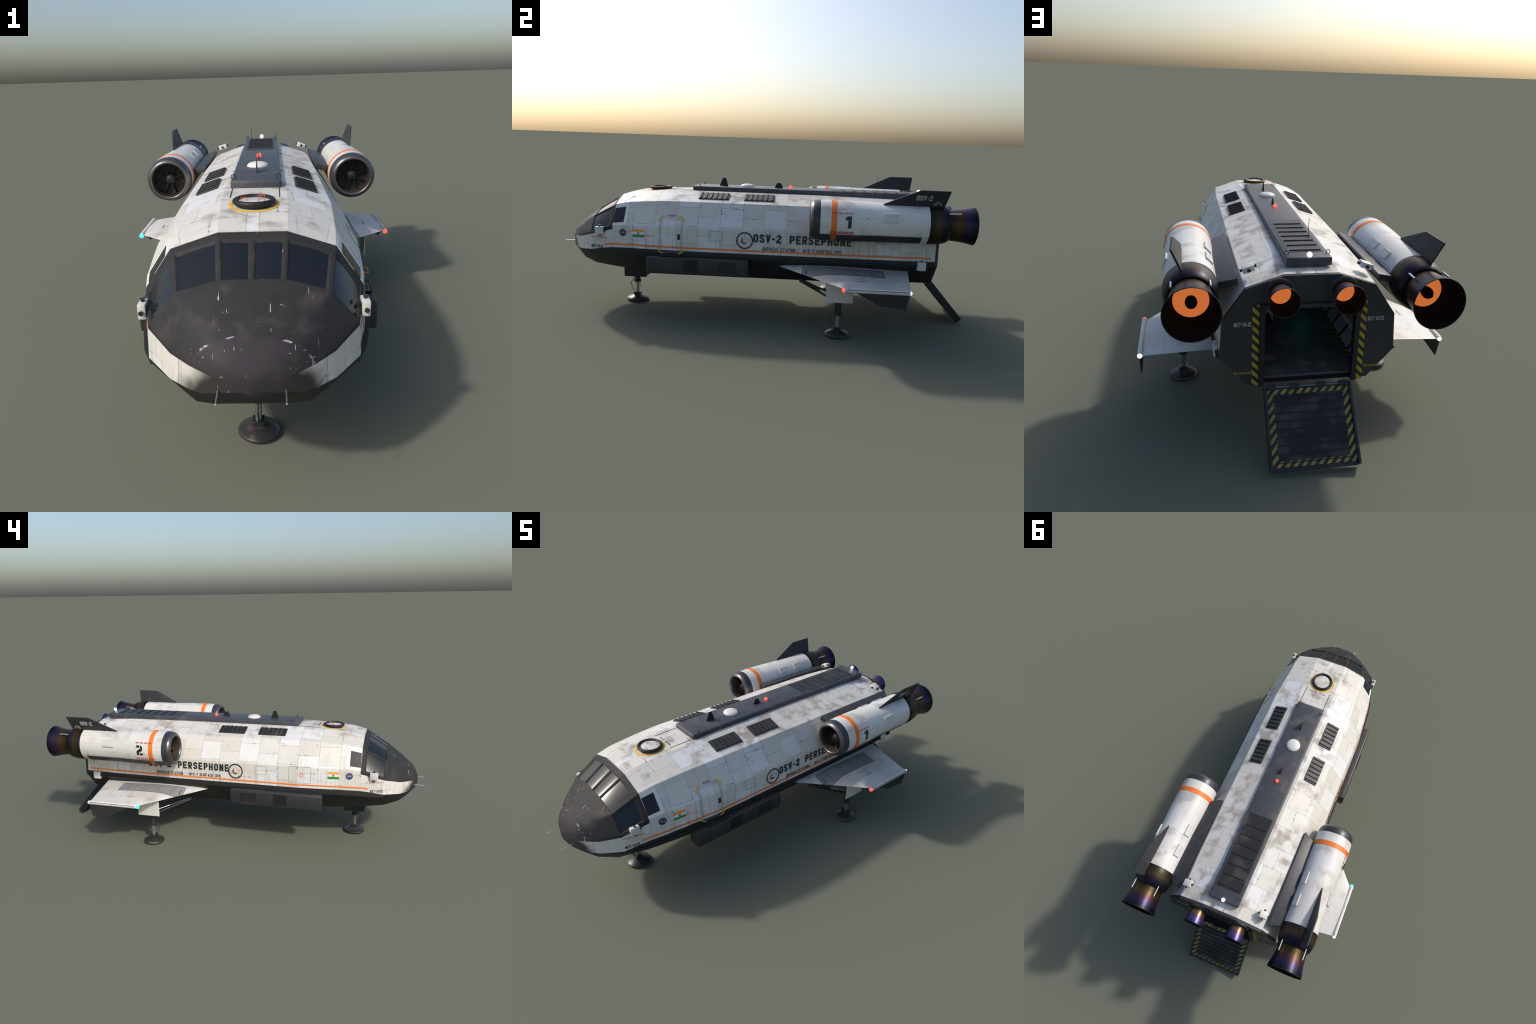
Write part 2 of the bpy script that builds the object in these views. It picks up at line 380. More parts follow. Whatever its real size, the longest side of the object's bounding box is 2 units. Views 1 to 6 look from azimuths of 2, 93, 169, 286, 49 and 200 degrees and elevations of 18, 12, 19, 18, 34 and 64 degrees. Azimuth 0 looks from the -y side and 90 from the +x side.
def hx(y, z):
    s = sec(y)
    for (x0, z0), (x1, z1) in zip(s, s[1:]):
        if z1 <= z <= z0: return x0 + (x1 - x0) * (z0 - z) / (z0 - z1)
    return s[0][0] if z > s[0][1] else s[-1][0]

def hz(y, x):
    s = sec(y); x = abs(x)
    if x <= s[0][0]: return s[0][1]
    for (x0, z0), (x1, z1) in zip(s[:3], s[1:3]):
        if x0 <= x <= x1: return z0 + (z1 - z0) * (x - x0) / (x1 - x0)
    return s[2][1]

WIN_A, WIN_B = -.6895, -.8057            # windscreen sits between these two frames
DOOR_X, DOOR_Z0, DOOR_Z1, Y_REAR = .1417, .2220, .4755, .82

def rounded(p, c, q, ra, rb):
    """a corner c between p and q softened into four points"""
    c, p, q = Vector(c), Vector(p), Vector(q); a = c + (p - c).normalized() * ra; b = c + (q - c).normalized() * rb
    return [tuple(a * (1 - t) ** 2 + c * 2 * t * (1 - t) + b * t * t) for t in (0, 1 / 3, 2 / 3, 1)]

def half_section(y):
    """roof edge, shoulder (4), widest line (4), nose-paint line, belly-paint line, chine, keel edge"""
    e1, e2, e3, e4, e5 = sec(y); k = e3[0] / .288
    d = lerp_table(NOSE_LINE, y)[1]; b = lerp_table(BELLY_LINE, y)[1]
    s = max(0, min(1, (-.8057 - y) / .07))                  # creases melt away towards the nose tip
    L = lambda p, q: math.dist(p, q)
    r2a, r2b = (.0028 * k * (1 - s) + s * .42 * l for l in (L(e1, e2), L(e2, e3)))
    r3a = .0065 * k * (1 - s) + s * .42 * L(e2, e3)
    return [e1] + rounded(e1, e2, e3, r2a, r2b) + rounded(e2, e3, e4, r3a, .0065 * k) + [(hx(y, d), d), (hx(y, b), b), e4, e5]

def build_hull():
    ys = sorted({s[0] for s in ST} | {-.735, .807})
    rows = []
    for y in ys:
        half = half_section(y)
        rows.append([(x, y, z) for x, z in half] + [(-x, y, z) for x, z in reversed(half)])
    bm = bmesh.new(); tag = bm.faces.layers.int.new("part"); V = [[bm.verts.new(p) for p in r] for r in rows]
    k = 26
    for j in range(len(ys) - 1):
        for i in range(k):
            i2 = (i + 1) % k
            h = min(i, 24 - i) if i < 25 else -1          # strip: -1 roof, 0 roof side, 4 upper flank, 9 white band of the nose, 10+ belly
            ym = (ys[j] + ys[j + 1]) / 2
            if WIN_B < ym < WIN_A and h in (-1, 0, 4): continue
            f = bm.faces.new((V[j][i], V[j + 1][i], V[j + 1][i2], V[j][i2]))
            f[tag] = 3 if ym > .807 else 2 if h >= 10 else 1 if (ym < WIN_A and h <= 8) or ym < -.951 else 0
    f = bm.faces.new(V[0]); f[tag] = 1
    bmesh.ops.recalc_face_normals(bm, faces=bm.faces)
    # vertex normals weighted by area, shared only across gentle edges
    bm.normal_update()
    bm.faces.index_update(); bm.verts.index_update(); cn = {}
    for f in bm.faces:
        for l in f.loops:
            lim = math.cos(math.radians(42 if l.vert.co.y < -.70 else 14)); n = Vector()
            for g in l.vert.link_faces:
                if g.normal.dot(f.normal) >= lim: n += g.normal * g.calc_area()
            cn[(f.index, l.vert.index)] = tuple(n.normalized())
    names = {0: ("fuselage_shell", M['white']), 1: ("nose_section", M['nose']), 2: ("belly_heat_shield", M['belly']), 3: ("rear_frame", M['frame'])}
    for p, (nm, mt) in names.items():
        idx, fs, nl = {}, [], []
        for f in bm.faces:
            if f[tag] != p: continue
            fs.append([idx.setdefault(v.index, len(idx)) for v in f.verts]); nl += [cn[(f.index, v.index)] for v in f.verts]
        bm.verts.ensure_lookup_table(); vs = [None] * len(idx)
        for q, w in idx.items(): vs[w] = tuple(bm.verts[q].co)
        m2 = bpy.data.meshes.new(nm); m2.from_pydata(vs, [], fs); m2.update()
        for f in m2.polygons: f.use_smooth = True
        m2.normals_split_custom_set(nl)
        add(nm, m2, mt)
    bm.free()

build_hull()

# ------------------------------------------------------------------ windscreen: framed, recessed panes
def bil(c, s, t):
    a, b, d, e = (Vector(q) for q in c)
    return (a * (1 - t) + b * t) * (1 - s) + (e * (1 - t) + d * t) * s

def window(corners, op, gl, depth, frames, panes):
    """corners: top-left, top-right, bottom-right, bottom-left; op / gl: (s0, s1, t0, t1) of opening and glass"""
    n = (bil(corners, .5, 1) - bil(corners, .5, 0)).cross(bil(corners, 1, .5) - bil(corners, 0, .5)).normalized()
    mid = bil(corners, .5, .5)
    if n.dot(mid - Vector((0, mid.y + .25, .36))) < 0: n = -n
    def quad(q, off): return [bil(corners, s, t) + off for s, t in ((q[0], q[2]), (q[0], q[3]), (q[1], q[3]), (q[1], q[2]))]
    full = quad((0, 1, 0, 1), n * 0); ope = quad(op, n * 0); gla = quad(gl, -n * depth)
    frames.append((full + ope + gla, [(4 * k + i, 4 * k + (i + 1) % 4, 4 * k + 4 + (i + 1) % 4, 4 * k + 4 + i) for k in range(2) for i in range(4)], n))
    panes.append((corners, (gl[0] - .012, min(gl[1] + .01, 1), gl[2] - .012, gl[3] + .012), n, depth - .0004))

def windscreen():
    ha, hb = half_section(WIN_A), half_section(WIN_B)
    P = lambda s, y, sg: (sg * s[0], y, s[1])
    frames, panes = [], []
    for sg in (1, -1):
        A = [P(p, WIN_A, sg) for p in ha]; B = [P(p, WIN_B, sg) for p in hb]
        mA, mB = (0, WIN_A, ha[0][1]), (0, WIN_B, hb[0][1])
        window([mA, A[0], B[0], mB], (.15, .99, .055, .93), (.225, .985, .115, .875), .0032, frames, panes)
        window([A[0], A[1], B[1], B[0]], (.15, .99, .035, .945), (.225, .985, .075, .895), .0032, frames, panes)
        window([A[4], A[5], B[5], B[4]], (.14, .985, .03, .985), (.225, .955, .055, .95), .0032, frames, panes)
    bm = bmesh.new()
    for vs, fs, n in frames:
        V = [bm.verts.new(v) for v in vs]
        for f in fs:
            F = bm.faces.new([V[i] for i in f]); F.normal_update()
            if F.normal.dot(n) < 0: F.normal_flip()
    fr = add("windscreen_frame", from_bm(bm, "windscreen_frame"), M['nose'])
    for c, q, n, dep in panes:                              # gently crowned panes
        nu, nv = 12, 6; vs, fs = [], []
        for lay in (0, 1):
            for i in range(nv + 1):
                for j in range(nu + 1):
                    s, t = q[0] + (q[1] - q[0]) * i / nv, q[2] + (q[3] - q[2]) * j / nu
                    crown = .0016 * (1 - (2 * j / nu - 1) ** 2) + .0006 * (1 - (2 * i / nv - 1) ** 2)
                    vs.append(bil(c, s, t) - n * (dep + .0012 - crown * (1 - lay) + .003 * lay))
        k = nu + 1; o = k * (nv + 1)
        for i in range(nv):
            for j in range(nu):
                a = i * k + j; fs += [(a, a + 1, a + k + 1, a + k), (o + a, o + a + k, o + a + k + 1, o + a + 1)]
        rim = [j for j in range(k)] + [i * k + nu for i in range(1, nv + 1)] + [nv * k + j for j in range(nu - 1, -1, -1)] + [i * k for i in range(nv - 1, 0, -1)]
        for a, b in zip(rim, rim[1:] + rim[:1]): fs.append((a, b, o + b, o + a))
        mesh("cockpit_window", vs, fs, M['glass'], fr, 40)
    # aft cheek panes on the flank with a bright white patch round them
    for sg in (1, -1):
        def cheek(name, pts, mat, e0, e1, par):
            vs = []
            for e in (e1, e0):
                for y, z in pts: vs.append((sg * (hx(y, z) + e), y, z + e * .6))
            k = len(pts)
            return mesh(name, vs, [tuple(range(k)), tuple(range(2 * k - 1, k - 1, -1))] + [(i, (i + 1) % k, k + (i + 1) % k, k + i) for i in range(k)], mat, par)
        cheek("cheek_bright_patch", [(-.6885, .4335), (-.6885, .522), (-.619, .535), (-.619, .4395)], M['clean'], -.001, .0006, fr)
        cheek("cheek_window", [(-.6890, .4447), (-.6876, .5075), (-.6353, .518), (-.636, .4512)], M['glass'], -.001, .0014, fr)
windscreen()

# ------------------------------------------------------------------ stern bulkhead, cargo bay
def stern():
    g = group("stern")
    out = sec(Y_REAR); poly = [(x, z) for x, z in out] + [(-x, z) for x, z in reversed(out)]
    bm = bmesh.new(); E = []
    def loop(pts):
        V = [bm.verts.new((x, Y_REAR, z)) for x, z in pts]
        for a, b in zip(V, V[1:] + V[:1]): E.append(bm.edges.new((a, b)))
    loop(poly); loop([(DOOR_X, DOOR_Z0), (DOOR_X, DOOR_Z1), (-DOOR_X, DOOR_Z1), (-DOOR_X, DOOR_Z0)])
    bmesh.ops.triangle_fill(bm, use_beauty=True, edges=E)
    for f in bm.faces:
        f.normal_update()
        if f.normal.y < 0: f.normal_flip()
    add("rear_bulkhead", from_bm(bm), M['frame'], g)
    box("door_jamb", .1417, .1577, .805, .831, .2135, .4925, M['black'], g, .0012, 1)
    box("door_jamb", -.1577, -.1417, .805, .831, .2135, .4925, M['black'], g, .0012, 1)
    box("door_lintel", -.1415, .1415, .805, .829, .4755, .4895, M['frame'], g, .0012, 1)
    for sg in (1, -1):
        box("hazard_strip", sg * .1585, sg * .1798, .815, .8212, .2130, .4895, M['hazv'], g)
    # bay: walls follow the hull section
    b = group("cargo_bay"); y0 = .200
    prof = [(.188, .2195), (.256, .312), (.256, .436), (.183, .520), (.075, .552)]
    box("bay_floor", -.19, .19, y0, .7880, .2110, .2203, M['floor'], b)
    for sg in (1, -1):
        def shell(name, q, off, th, ya, yb, mat):
            inn = [(sg * (x - off * .8), z + off * .3) for x, z in q]; out = [(sg * (x + th), z + th * .3) for x, z in q]
            return prism(name, inn + out[::-1], 1, ya, yb, mat, b)
        shell("bay_wall", prof, 0, .003, y0, .812, M['wallg'])
        for yy in (.338, .436, .536, .640, .745): shell("wall_rib", prof[:4], .0035, .001, yy - .0055, yy + .0055, M['black'])
        for i, (x, z) in enumerate(((.214, .2548), (.2357, .2844))):
            tubes("wall_seam", [[(sg * x, y0, z), (sg * x, .81, z)]], .0009, M['lined'], b, 6)
        prism("floor_hazard_edge", [(sg * .172, .2195), (sg * .187, .2195), (sg * .187, .2212), (sg * .172, .2212)], 1, y0 + .01, .704, M['hazf'], b)
    for i, yy in enumerate((.286, .387, .486, .588, .692, .772)):
        for sg in ((-1, 1) if i > 2 else (-1,)):
            w = .038 if i < 5 else .018
            box("padded_wall_panel", sg * .2475, sg * .2565, yy - w, yy + w, .322, .424, M['pad_orange'], b, .004, 2)
    box("bay_ceiling", -.08, .08, y0, .80, .550, .556, M['wallg'], b)
    prism("bay_bulkhead", [(-.075, .552), (.075, .552), (.183, .52), (.256, .436), (.256, .312), (.188, .2195), (-.188, .2195), (-.256, .312), (-.256, .436), (-.183, .52)], 1, y0 - .006, y0, M['floor'], b)
    box("bay_end_door", -.062, .062, y0, y0 + .024, .2195, .520, M['wallg'], b, .002, 1)
    box("status_screen", -.142, -.088, y0, y0 + .024, .340, .392, M['cyan'], b)
    box("cargo_crate", .062, .165, .434, .5335, .2200, .2803, M['black'], b, .002, 1)
    box("cargo_crate", .047, .165, .325, .4325, .2200, .2935, M['wallg'], b, .002, 1)
    box("door_threshold", -.185, .185, .705, .790, .2150, .2250, M['floor'], g, .001, 1)
    # small orbital engines
    for sg in (1, -1):
        c = (sg * .098, 0, .5255)
        lathe("engine_collar", [(.815, .049), (.826, .049), (.8285, .046), (.8285, .036)], c, M['frame'], g)
        e = lathe("orbital_engine", [(.822, .0335), (.836, .034), (.852, .0365), (.873, .0415), (.897, .0470), (.8972, .0455), (.873, .0400), (.852, .0350), (.829, .0315)], c, M['sbell'], g)
        e.data.materials.append(M['bellin'])
        for p in e.data.polygons:
            cc = p.center - Vector(c); 
            if p.normal.dot(Vector((cc.x, 0, cc.z))) < 0: p.material_index = 1
        lathe("engine_glow", [(.8295, .0318), (.8297, .0001)], c, M['fire'], e)
        torus("engine_rim", (sg * .098, .897, .5255), .0463, .0012, M['black'], e, 'Y', 40, 8)

M['hazf'] = hazard("hazard_stripes_floor", 1, .034, (.42, .26, .02), 1.0, .5)
stern()

# ------------------------------------------------------------------ markings laid on the skin
def arc(cx, cy, r, a0, a1, k=4):
    return [(cx + r * math.cos(math.radians(a0 + (a1 - a0) * i / k)), cy + r * math.sin(math.radians(a0 + (a1 - a0) * i / k))) for i in range(k + 1)]

def glyph(ch, t, w=.585):
    """condensed block letter one unit high: (width, [(points, closed), ...])"""
    L, R, B, T, r, m = t / 2, w - t / 2, t / 2, 1 - t / 2, .15, w / 2
    bowl = lambda y0, y1: [(L, y1)] + arc(R - r, y1 - r, r, 90, 0) + arc(R - r, y0 + r, r, 0, -90) + [(L, y0)]
    ring = arc(R - r, T - r, r, 0, 90) + arc(L + r, T - r, r, 90, 180) + arc(L + r, B + r, r, 180, 270) + arc(R - r, B + r, r, 270, 360)
    o = lambda *runs: [(list(q), False) for q in runs]
    G = {'O': [(ring, True)], '0': [(ring, True)],
         'S': o([(R, .70)] + arc(R - r, T - r, r, 0, 90) + arc(L + r, T - r, r, 90, 180) + [(L, .68), (L + .05, .58), (R - .05, .42), (R, .32)] + arc(R - r, B + r, r, 0, -90) + arc(L + r, B + r, r, 270, 180) + [(L, .30)]),
         'V': o([(L * .9, 1), (m, .10), (w - L * .9, 1)]), '-': o([(.04, .46), (.36, .46)]),
         '2': o([(L, .70)] + arc(L + r, T - r, r, 180, 90) + arc(R - r, T - r, r, 90, 0) + [(R, .64), (L, .24), (L, B), (w, B)]),
         'P': o([(L, 0), (L, T)][:1] + bowl(.44, T)), 'E': o([(w, T), (L, T), (L, B), (w, B)], [(t, .5), (w * .9, .5)]),
         'R': o([(L, 0)] + bowl(.46, T), [(m, .46), (R + .02, 0)]), 'H': o([(L, 0), (L, 1)], [(R, 0), (R, 1)], [(t, .5), (R - L, .5)]),
         'N': o([(L, 0), (L, 1)], [(R, 0), (R, 1)], [(L * 1.2, .97), (w - L * 1.2, .03)]), 'X': o([(L, 0), (R, 1)], [(L, 1), (R, 0)]),
         '7': o([(0, T), (R, T), (w * .36, 0)]), '4': o([(w, .28), (L, .28), (w * .5, 1)], [(w * .74, 0), (w * .74, .55)]),
         '1': o([(.02, .78), (w * .42, .93), (w * .42, 0)]), 'A': o([(L * .9, 0), (m, .92), (w - L * .9, 0)], [(L + .09, .27), (R - .09, .27)]),
         'T': o([(0, T), (w, T)], [(m, 0), (m, 1 - t)]), 'I': o([(L, 0), (L, 1)]), 'Y': o([(L, 1), (m, .45), (m, 0)], [(m, .45), (R, 1)]),
         'U': o([(L, 1)] + arc(L + r, B + r, r, 180, 270) + arc(R - r, B + r, r, 270, 360) + [(R, 1)]), 'F': o([(w, T), (L, T), (L, 0)], [(t, .5), (w * .88, .5)]),
         'C': o([(R, .68)] + arc(R - r, T - r, r, 0, 90) + arc(L + r, T - r, r, 90, 180) + arc(L + r, B + r, r, 180, 270) + arc(R - r, B + r, r, 270, 360) + [(R, .32)]),
         'K': o([(L, 0), (L, 1)], [(t, .42), (R, 1)], [(L + .12, .55), (R + .02, 0)]), 'L': o([(L, 1), (L, B), (w, B)]), 'D': o([(L, B)] + bowl(B, T)[::-1][:0] + bowl(B, T) + [(L, B), (L, T)]),
         'G': o([(R, .70)] + arc(R - r, T - r, r, 0, 90) + arc(L + r, T - r, r, 90, 180) + arc(L + r, B + r, r, 180, 270) + arc(R - r, B + r, r, 270, 360) + [(R, .45), (m, .45)]),
         'W': o([(L, 1), (w * .27, .08), (m, .8), (w * .73, .08), (R, 1)]), 'M': o([(L, 0), (L, .96), (m, .35), (R, .96), (R, 0)]),
         '.': o([(.02, .45), (.16, .45)])}
    width = {'-': .40, 'I': t, '1': w * .42 + t / 2, '.': .18}.get(ch, w)
    return width, G.get(ch, [])

EPS, THICK = .0004, .0007
def side_map(sg, e=EPS, th=THICK):
    """(y, z, level) on the flank -> world"""
    return lambda y, z, w: (sg * (hx(y, z) + e + th * w), y, z)
def roof_map(e=EPS, th=THICK):
    return lambda x, y, w: (x, y, hz(y, x) + e + th * w)

def text_on(name, text, a0, a1, b0, b1, fmap, mat, parent, bold=.02, spacing=1.0):
    """lettering filling a0..a1 (reading direction) by b0..b1; fmap(a, b, level)"""
    t = .12 + bold * 2.2; H = b1 - b0; ratio = abs(a1 - a0) / abs(H)
    gl = [(.30, []) if c == ' ' else glyph(c, t) for c in text]
    nat = sum(w for w, _ in gl); gap = (ratio - nat) / max(1, len(gl) - 1); k = 1.0
    if gap < .10: gap = .10; k = ratio / (nat + gap * (len(gl) - 1))
    vs, fs, x = [], [], 0
    flip = (a1 - a0) * H < 0
    for w, runs in gl:
        for i, (pts, closed) in enumerate(runs):
            n0 = len(vs)
            def f(u, v, lev): return fmap(a0 + (x + u) * k / ratio * (a1 - a0), b0 + v * H, lev + .12 * i)
            rv, rf = ribbon_data(pts, t, f, closed, .12, 1.0)
            vs += rv; fs += [tuple(q + n0 for q in g) for g in rf]
        x += w + gap
    return mesh(name, vs, fs, mat, parent)

def ribbon_data(pts, width, fmap, closed=False, step=.005, thick=1.0):
    """flat strip of paint following a 2-D polyline on the skin"""
    P = [Vector(p) for p in pts]
    if closed: P.append(P[0].copy())
    Q = []
    for a, b in zip(P, P[1:]):
        k = max(1, int((b - a).length / step))
        Q += [a.lerp(b, i / k) for i in range(k)]
    if not closed: Q.append(P[-1])
    n = len(Q); vs = []
    for i, q in enumerate(Q):
        a = Q[(i - 1) % n] if closed or i else q; b = Q[(i + 1) % n] if closed or i < n - 1 else q
        d0 = (q - a).normalized() if (q - a).length > 1e-9 else (b - q).normalized()
        d1 = (b - q).normalized() if (b - q).length > 1e-9 else d0
        t = d0 + d1
        t = t.normalized() if t.length > .2 else d1; nn = Vector((-t.y, t.x)); h = width / 2 / max(.5, nn.dot(Vector((-d1.y, d1.x))))
        for s in (1, -1):
            u = q + nn * h * s
            for w in (0, 1): vs.append(fmap(u.x, u.y, w * thick))
    fs = []
    for i in range(n if closed else n - 1):
        a, b = 4 * i, 4 * ((i + 1) % n)
        fs += [(a + 1, a + 3, b + 3, b + 1), (a, a + 1, b + 1, b), (a + 3, a + 2, b + 2, b + 3)]
    return vs, fs

def ribbon(name, pts, width, fmap, mat, parent, closed=False, step=.005, thick=1.0):
    return mesh(name, *ribbon_data(pts, width, fmap, closed, step, thick), mat, parent)

def patch(name, poly, fmap, mat, parent, grid=1, thick=1.0):
    k = len(poly); vs = [fmap(p[0], p[1], thick) for p in poly] + [fmap(p[0], p[1], 0) for p in poly]
    return mesh(name, vs, [tuple(range(k))] + [(i, (i + 1) % k, k + (i + 1) % k, k + i) for i in range(k)], mat, parent)

def rrect(a0, a1, b0, b1, r, k=5):
    pts = []
    for cx, cy, t0 in ((a1 - r, b1 - r, 0), (a0 + r, b1 - r, 90), (a0 + r, b0 + r, 180), (a1 - r, b0 + r, 270)):
        pts += [(cx + r * math.cos(math.radians(t0 + 90 * i / k)), cy + r * math.sin(math.radians(t0 + 90 * i / k))) for i in range(k + 1)]
    return pts

def circle(a, b, r, k=40, ry=None):
    return [(a + r * math.cos(i * math.tau / k), b + (ry or r) * math.sin(i * math.tau / k)) for i in range(k)]

def markings():
    for sg, nm in ((1, "port_side_markings"), (-1, "starboard_side_markings")):
        g = group(nm); F = side_map(sg); F2 = side_map(sg, EPS + THICK + .0002); F3 = side_map(sg, EPS + 2 * THICK + .0004)
        def T(name, text, y0, y1, z0, z1, mat, f=F, **k):
            a0, a1 = (y0, y1) if sg > 0 else (y1, y0)
            return text_on(name, text, a0, a1, z0, z1, f, mat, g, **k)
        # orange cheat line
        ribbon("orange_stripe", [(-.7290, .3405), (-.705, .3445), (-.67, .3473), (-.60, .3488), (-.48, .3490), (.30, .3488), (.7880, .3493)], .0072, F, M['orange'], g, step=.02)
        # name, with the crest ahead of it
        if sg > 0:
            T("name_lettering", "OSV-2", -.0205, .1078, .3898, .4283, M['ink'], f=F2, bold=.042)
            T("name_lettering", "PERSEPHONE", .1455, .4262, .3896, .4278, M['ink'], f=F2, bold=.042)
        else:
            T("name_lettering", "OSV-2", .2962, .4264, .3906, .4290, M['ink'], f=F2, bold=.042)
            T("name_lettering", "PERSEPHONE", -.0245, .2568, .3914, .4285, M['ink'], f=F2, bold=.042)
        if sg > 0:
            T("station_lettering", "ORPHEUS STATION", .0212, .1736, .3533, .3685, M['ink'], bold=.008, f=F2)
            T("station_lettering", ".  NYX-7 SURFACE OPS", .1905, .3824, .3533, .3682, M['ink'], bold=.008, f=F2)
        else:
            T("station_lettering", "ORPHEUS STATION", .2300, .3821, .3540, .3690, M['ink'], bold=.008, f=F2)
            T("station_lettering", ".  NYX-7 SURFACE OPS", .0206, .2130, .3560, .3710, M['ink'], bold=.008, f=F2)
        cy, cz = -.0602, .3957
        ribbon("crest_ring", circle(cy, cz, .0362, 48), .0068, F, M['ink'], g, True, .02)
        d = sg
        for i in range(26):                                    # fine light breaks standing for the lettering round the ring
            t = math.tau * i / 26 + .1 * math.sin(i * 2.3)
            if i % 7 == 3: continue
            p = (cy + .0362 * math.cos(t), cz + .0362 * math.sin(t))
            ribbon("crest_ring_letter", [(p[0] - .0012 * math.cos(t + .4), p[1] - .0012 * math.sin(t + .4)), (p[0] + .0014 * math.cos(t + .4), p[1] + .0014 * math.sin(t + .4))], .0007, F2, M['clean'], g)
        mo = [(cy + d * .0158 * math.cos(t) - 0, cz - .0005 + .0158 * math.sin(t)) for t in [math.radians(118 + 190 * i / 14) for i in range(15)]]
        mi = [(cy + d * (.0052 + .0134 * math.cos(t)), cz + .0032 + .0134 * math.sin(t)) for t in [math.radians(308 - 172 * i / 14) for i in range(15)]]
        moon = [(cy + d * .0160 * math.cos(math.radians(a)), cz + .016 * math.sin(math.radians(a))) for a in range(118, 305, 12)]
        inner = [(cy + d * (.0050 + .0152 * math.cos(math.radians(a))), cz + .0040 + .0148 * math.sin(math.radians(a))) for a in range(300, 130, -12)]
        patch("crest_crescent", moon + inner, F, M['ink'], g)
        orb = [(cy + d * (.0265 * math.cos(t) * math.cos(.24) - .0072 * math.sin(t) * math.sin(.24)), cz + .0265 * math.cos(t) * math.sin(.24) + .0072 * math.sin(t) * math.cos(.24)) for t in [i * math.tau / 40 for i in range(40)]]
        ribbon("crest_orbit", orb, .0011, F2, M['orange'], g, True, .02)
        patch("crest_planet", circle(cy - d * .0245, cz - .0075, .0018, 10), F3, M['orange'], g)
        patch("crest_star", [(cy, cz + .0265), (cy + .0022, cz + .0205), (cy, cz + .0218), (cy - .0022, cz + .0205)], F, M['ink'], g)
        # flag and roundel
        y0, y1 = -.5876, -.5318
        for a, b, mt, q in ((.4105, .4222, 'flago', "flag_band"), (.3988, .4105, 'flagw', "flag_band"), (.3871, .3988, 'flagg', "flag_band")):
            patch(q, [(y0, a), (y1, a), (y1, b), (y0, b)], F, M[mt], g)
        ribbon("flag_wheel", circle(-.5597, .4047, .0042, 18), .0009, F2, M['navy'], g, True, .02)
        for i in range(6):
            t = i * math.pi / 6
            ribbon("flag_wheel_spoke", [(-.5597 - .004 * math.cos(t), .4047 - .004 * math.sin(t)), (-.5597 + .004 * math.cos(t), .4047 + .004 * math.sin(t))], .0004, F2, M['navy'], g)
        patch("roundel_disc", circle(-.6367, .4041, .0168, 36), F, M['navy'], g)
        T("roundel_lettering", "ISA", -.6460, -.6274, .4000, .4085, M['inkw'], f=F2, bold=.03)
        ribbon("roundel_arc", [(-.6367 + .0125 * math.cos(t), .4035 + .0095 * math.sin(t)) for t in [math.radians(25 + 130 * i / 10) for i in range(11)]], .0010, F2, M['orange'], g, step=.02)
        # registration and red notices by the nose
        T("registration_lettering", "NX7-0412", -.8000, -.7395, .3215, .3358, M['ink'], bold=.015)
        T("red_notice_lettering", "RCS THRUSTER - KEEP CLEAR", -.8005, -.7180, .3712, .3752, M['red'], bold=.01)
        # small access hatches, drawn as groove lines
        def hatch(a0, a1, b0, b1, r=.006, w=.0010, mt='line'):
            ribbon("access_hatch_line", rrect(a0, a1, b0, b1, r), w, F, M[mt], g, True, .006)
        hatch(-.2250, -.1640, .3882, .4317); hatch(.5255, .6100, .3545, .4058); hatch(.6790, .7230, .3347, .3770); hatch(-.6103, -.5620, .3350, .3550)
        for i in range(4):
            patch("vent_slot", circle(.5345 + i * .0128, .4130, .0042, 10, .0016), F, M['ink'], g)
        if sg > 0:                                             # crew door with rescue corners
            hatch(-.4579, -.3508, .3245, .4845, .020, .0011); hatch(-.4524, -.3563, .3290, .4770, .016, .0010)
            def corner(cx, cz_, a0, a1):
                R = .026; pts = [(cx + R * math.cos(math.radians(a0 + (a1 - a0) * i / 10)), cz_ + R * math.sin(math.radians(a0 + (a1 - a0) * i / 10))) for i in range(11)]
                e0 = {90: [(cx + .0035, cz_ + R)] , 0: [(cx + R, cz_ - .006)], 180: [(cx - R, cz_ + .0)], 270: [(cx - .0, cz_ - R)]}[a0]
                ribbon("rescue_corner_mark", pts, .0050, F2, M['yellow'], g)
            corner(-.4402, .4630, 90, 180); corner(-.3688, .4630, 0, 90); corner(-.4402, .3470, 180, 270); corner(-.3688, .3470, 270, 360)
            patch("rescue_placard", [(-.4213, .4880), (-.3906, .4880), (-.3906, .4950), (-.4213, .4950)], F, M['red'], g)
            T("rescue_lettering", "RESCUE", -.4180, -.3940, .4893, .4937, M['clean'], f=F2, bold=.01)
            patch("door_handle_plate", [(-.3727, .3857), (-.3600, .3857), (-.3600, .4117), (-.3727, .4117)], F2, M['ink'], g)
            for zz in (.4005, .3530):
                run = [(hx(-.526, zz) - .003, -.526, zz), (hx(-.526, zz) + .017, -.5262, zz - .0015), (hx(-.486, zz) + .017, -.4858, zz - .0015), (hx(-.486, zz) - .003, -.486, zz)]
                tubes("grab_rail", [run], .0013, M['orangeh'], g, 8)
            box("door_step", .285, .3235, -.4516, -.3460, .3118, .3160, M['black'], g, .001, 1)
        else:
            hatch(-.4500, -.3400, .3580, .4417, .006)
            ribbon("fuel_port_ring", circle(-.4020, .4000, .0088, 28), .0022, F2, M['orange'], g, True, .02)
    # roof paint
    g = group("roof_markings"); R = roof_map()
    ribbon("yellow_hatch_ring", circle(0, -.5205, .0610, 60), .0085, R, M['yellow'], g, True, .004)
    for sg in (1, -1): ribbon("roof_guide_line", [(sg * .0657, -.460), (sg * .0662, -.350)], .0026, R, M['lined'], g)
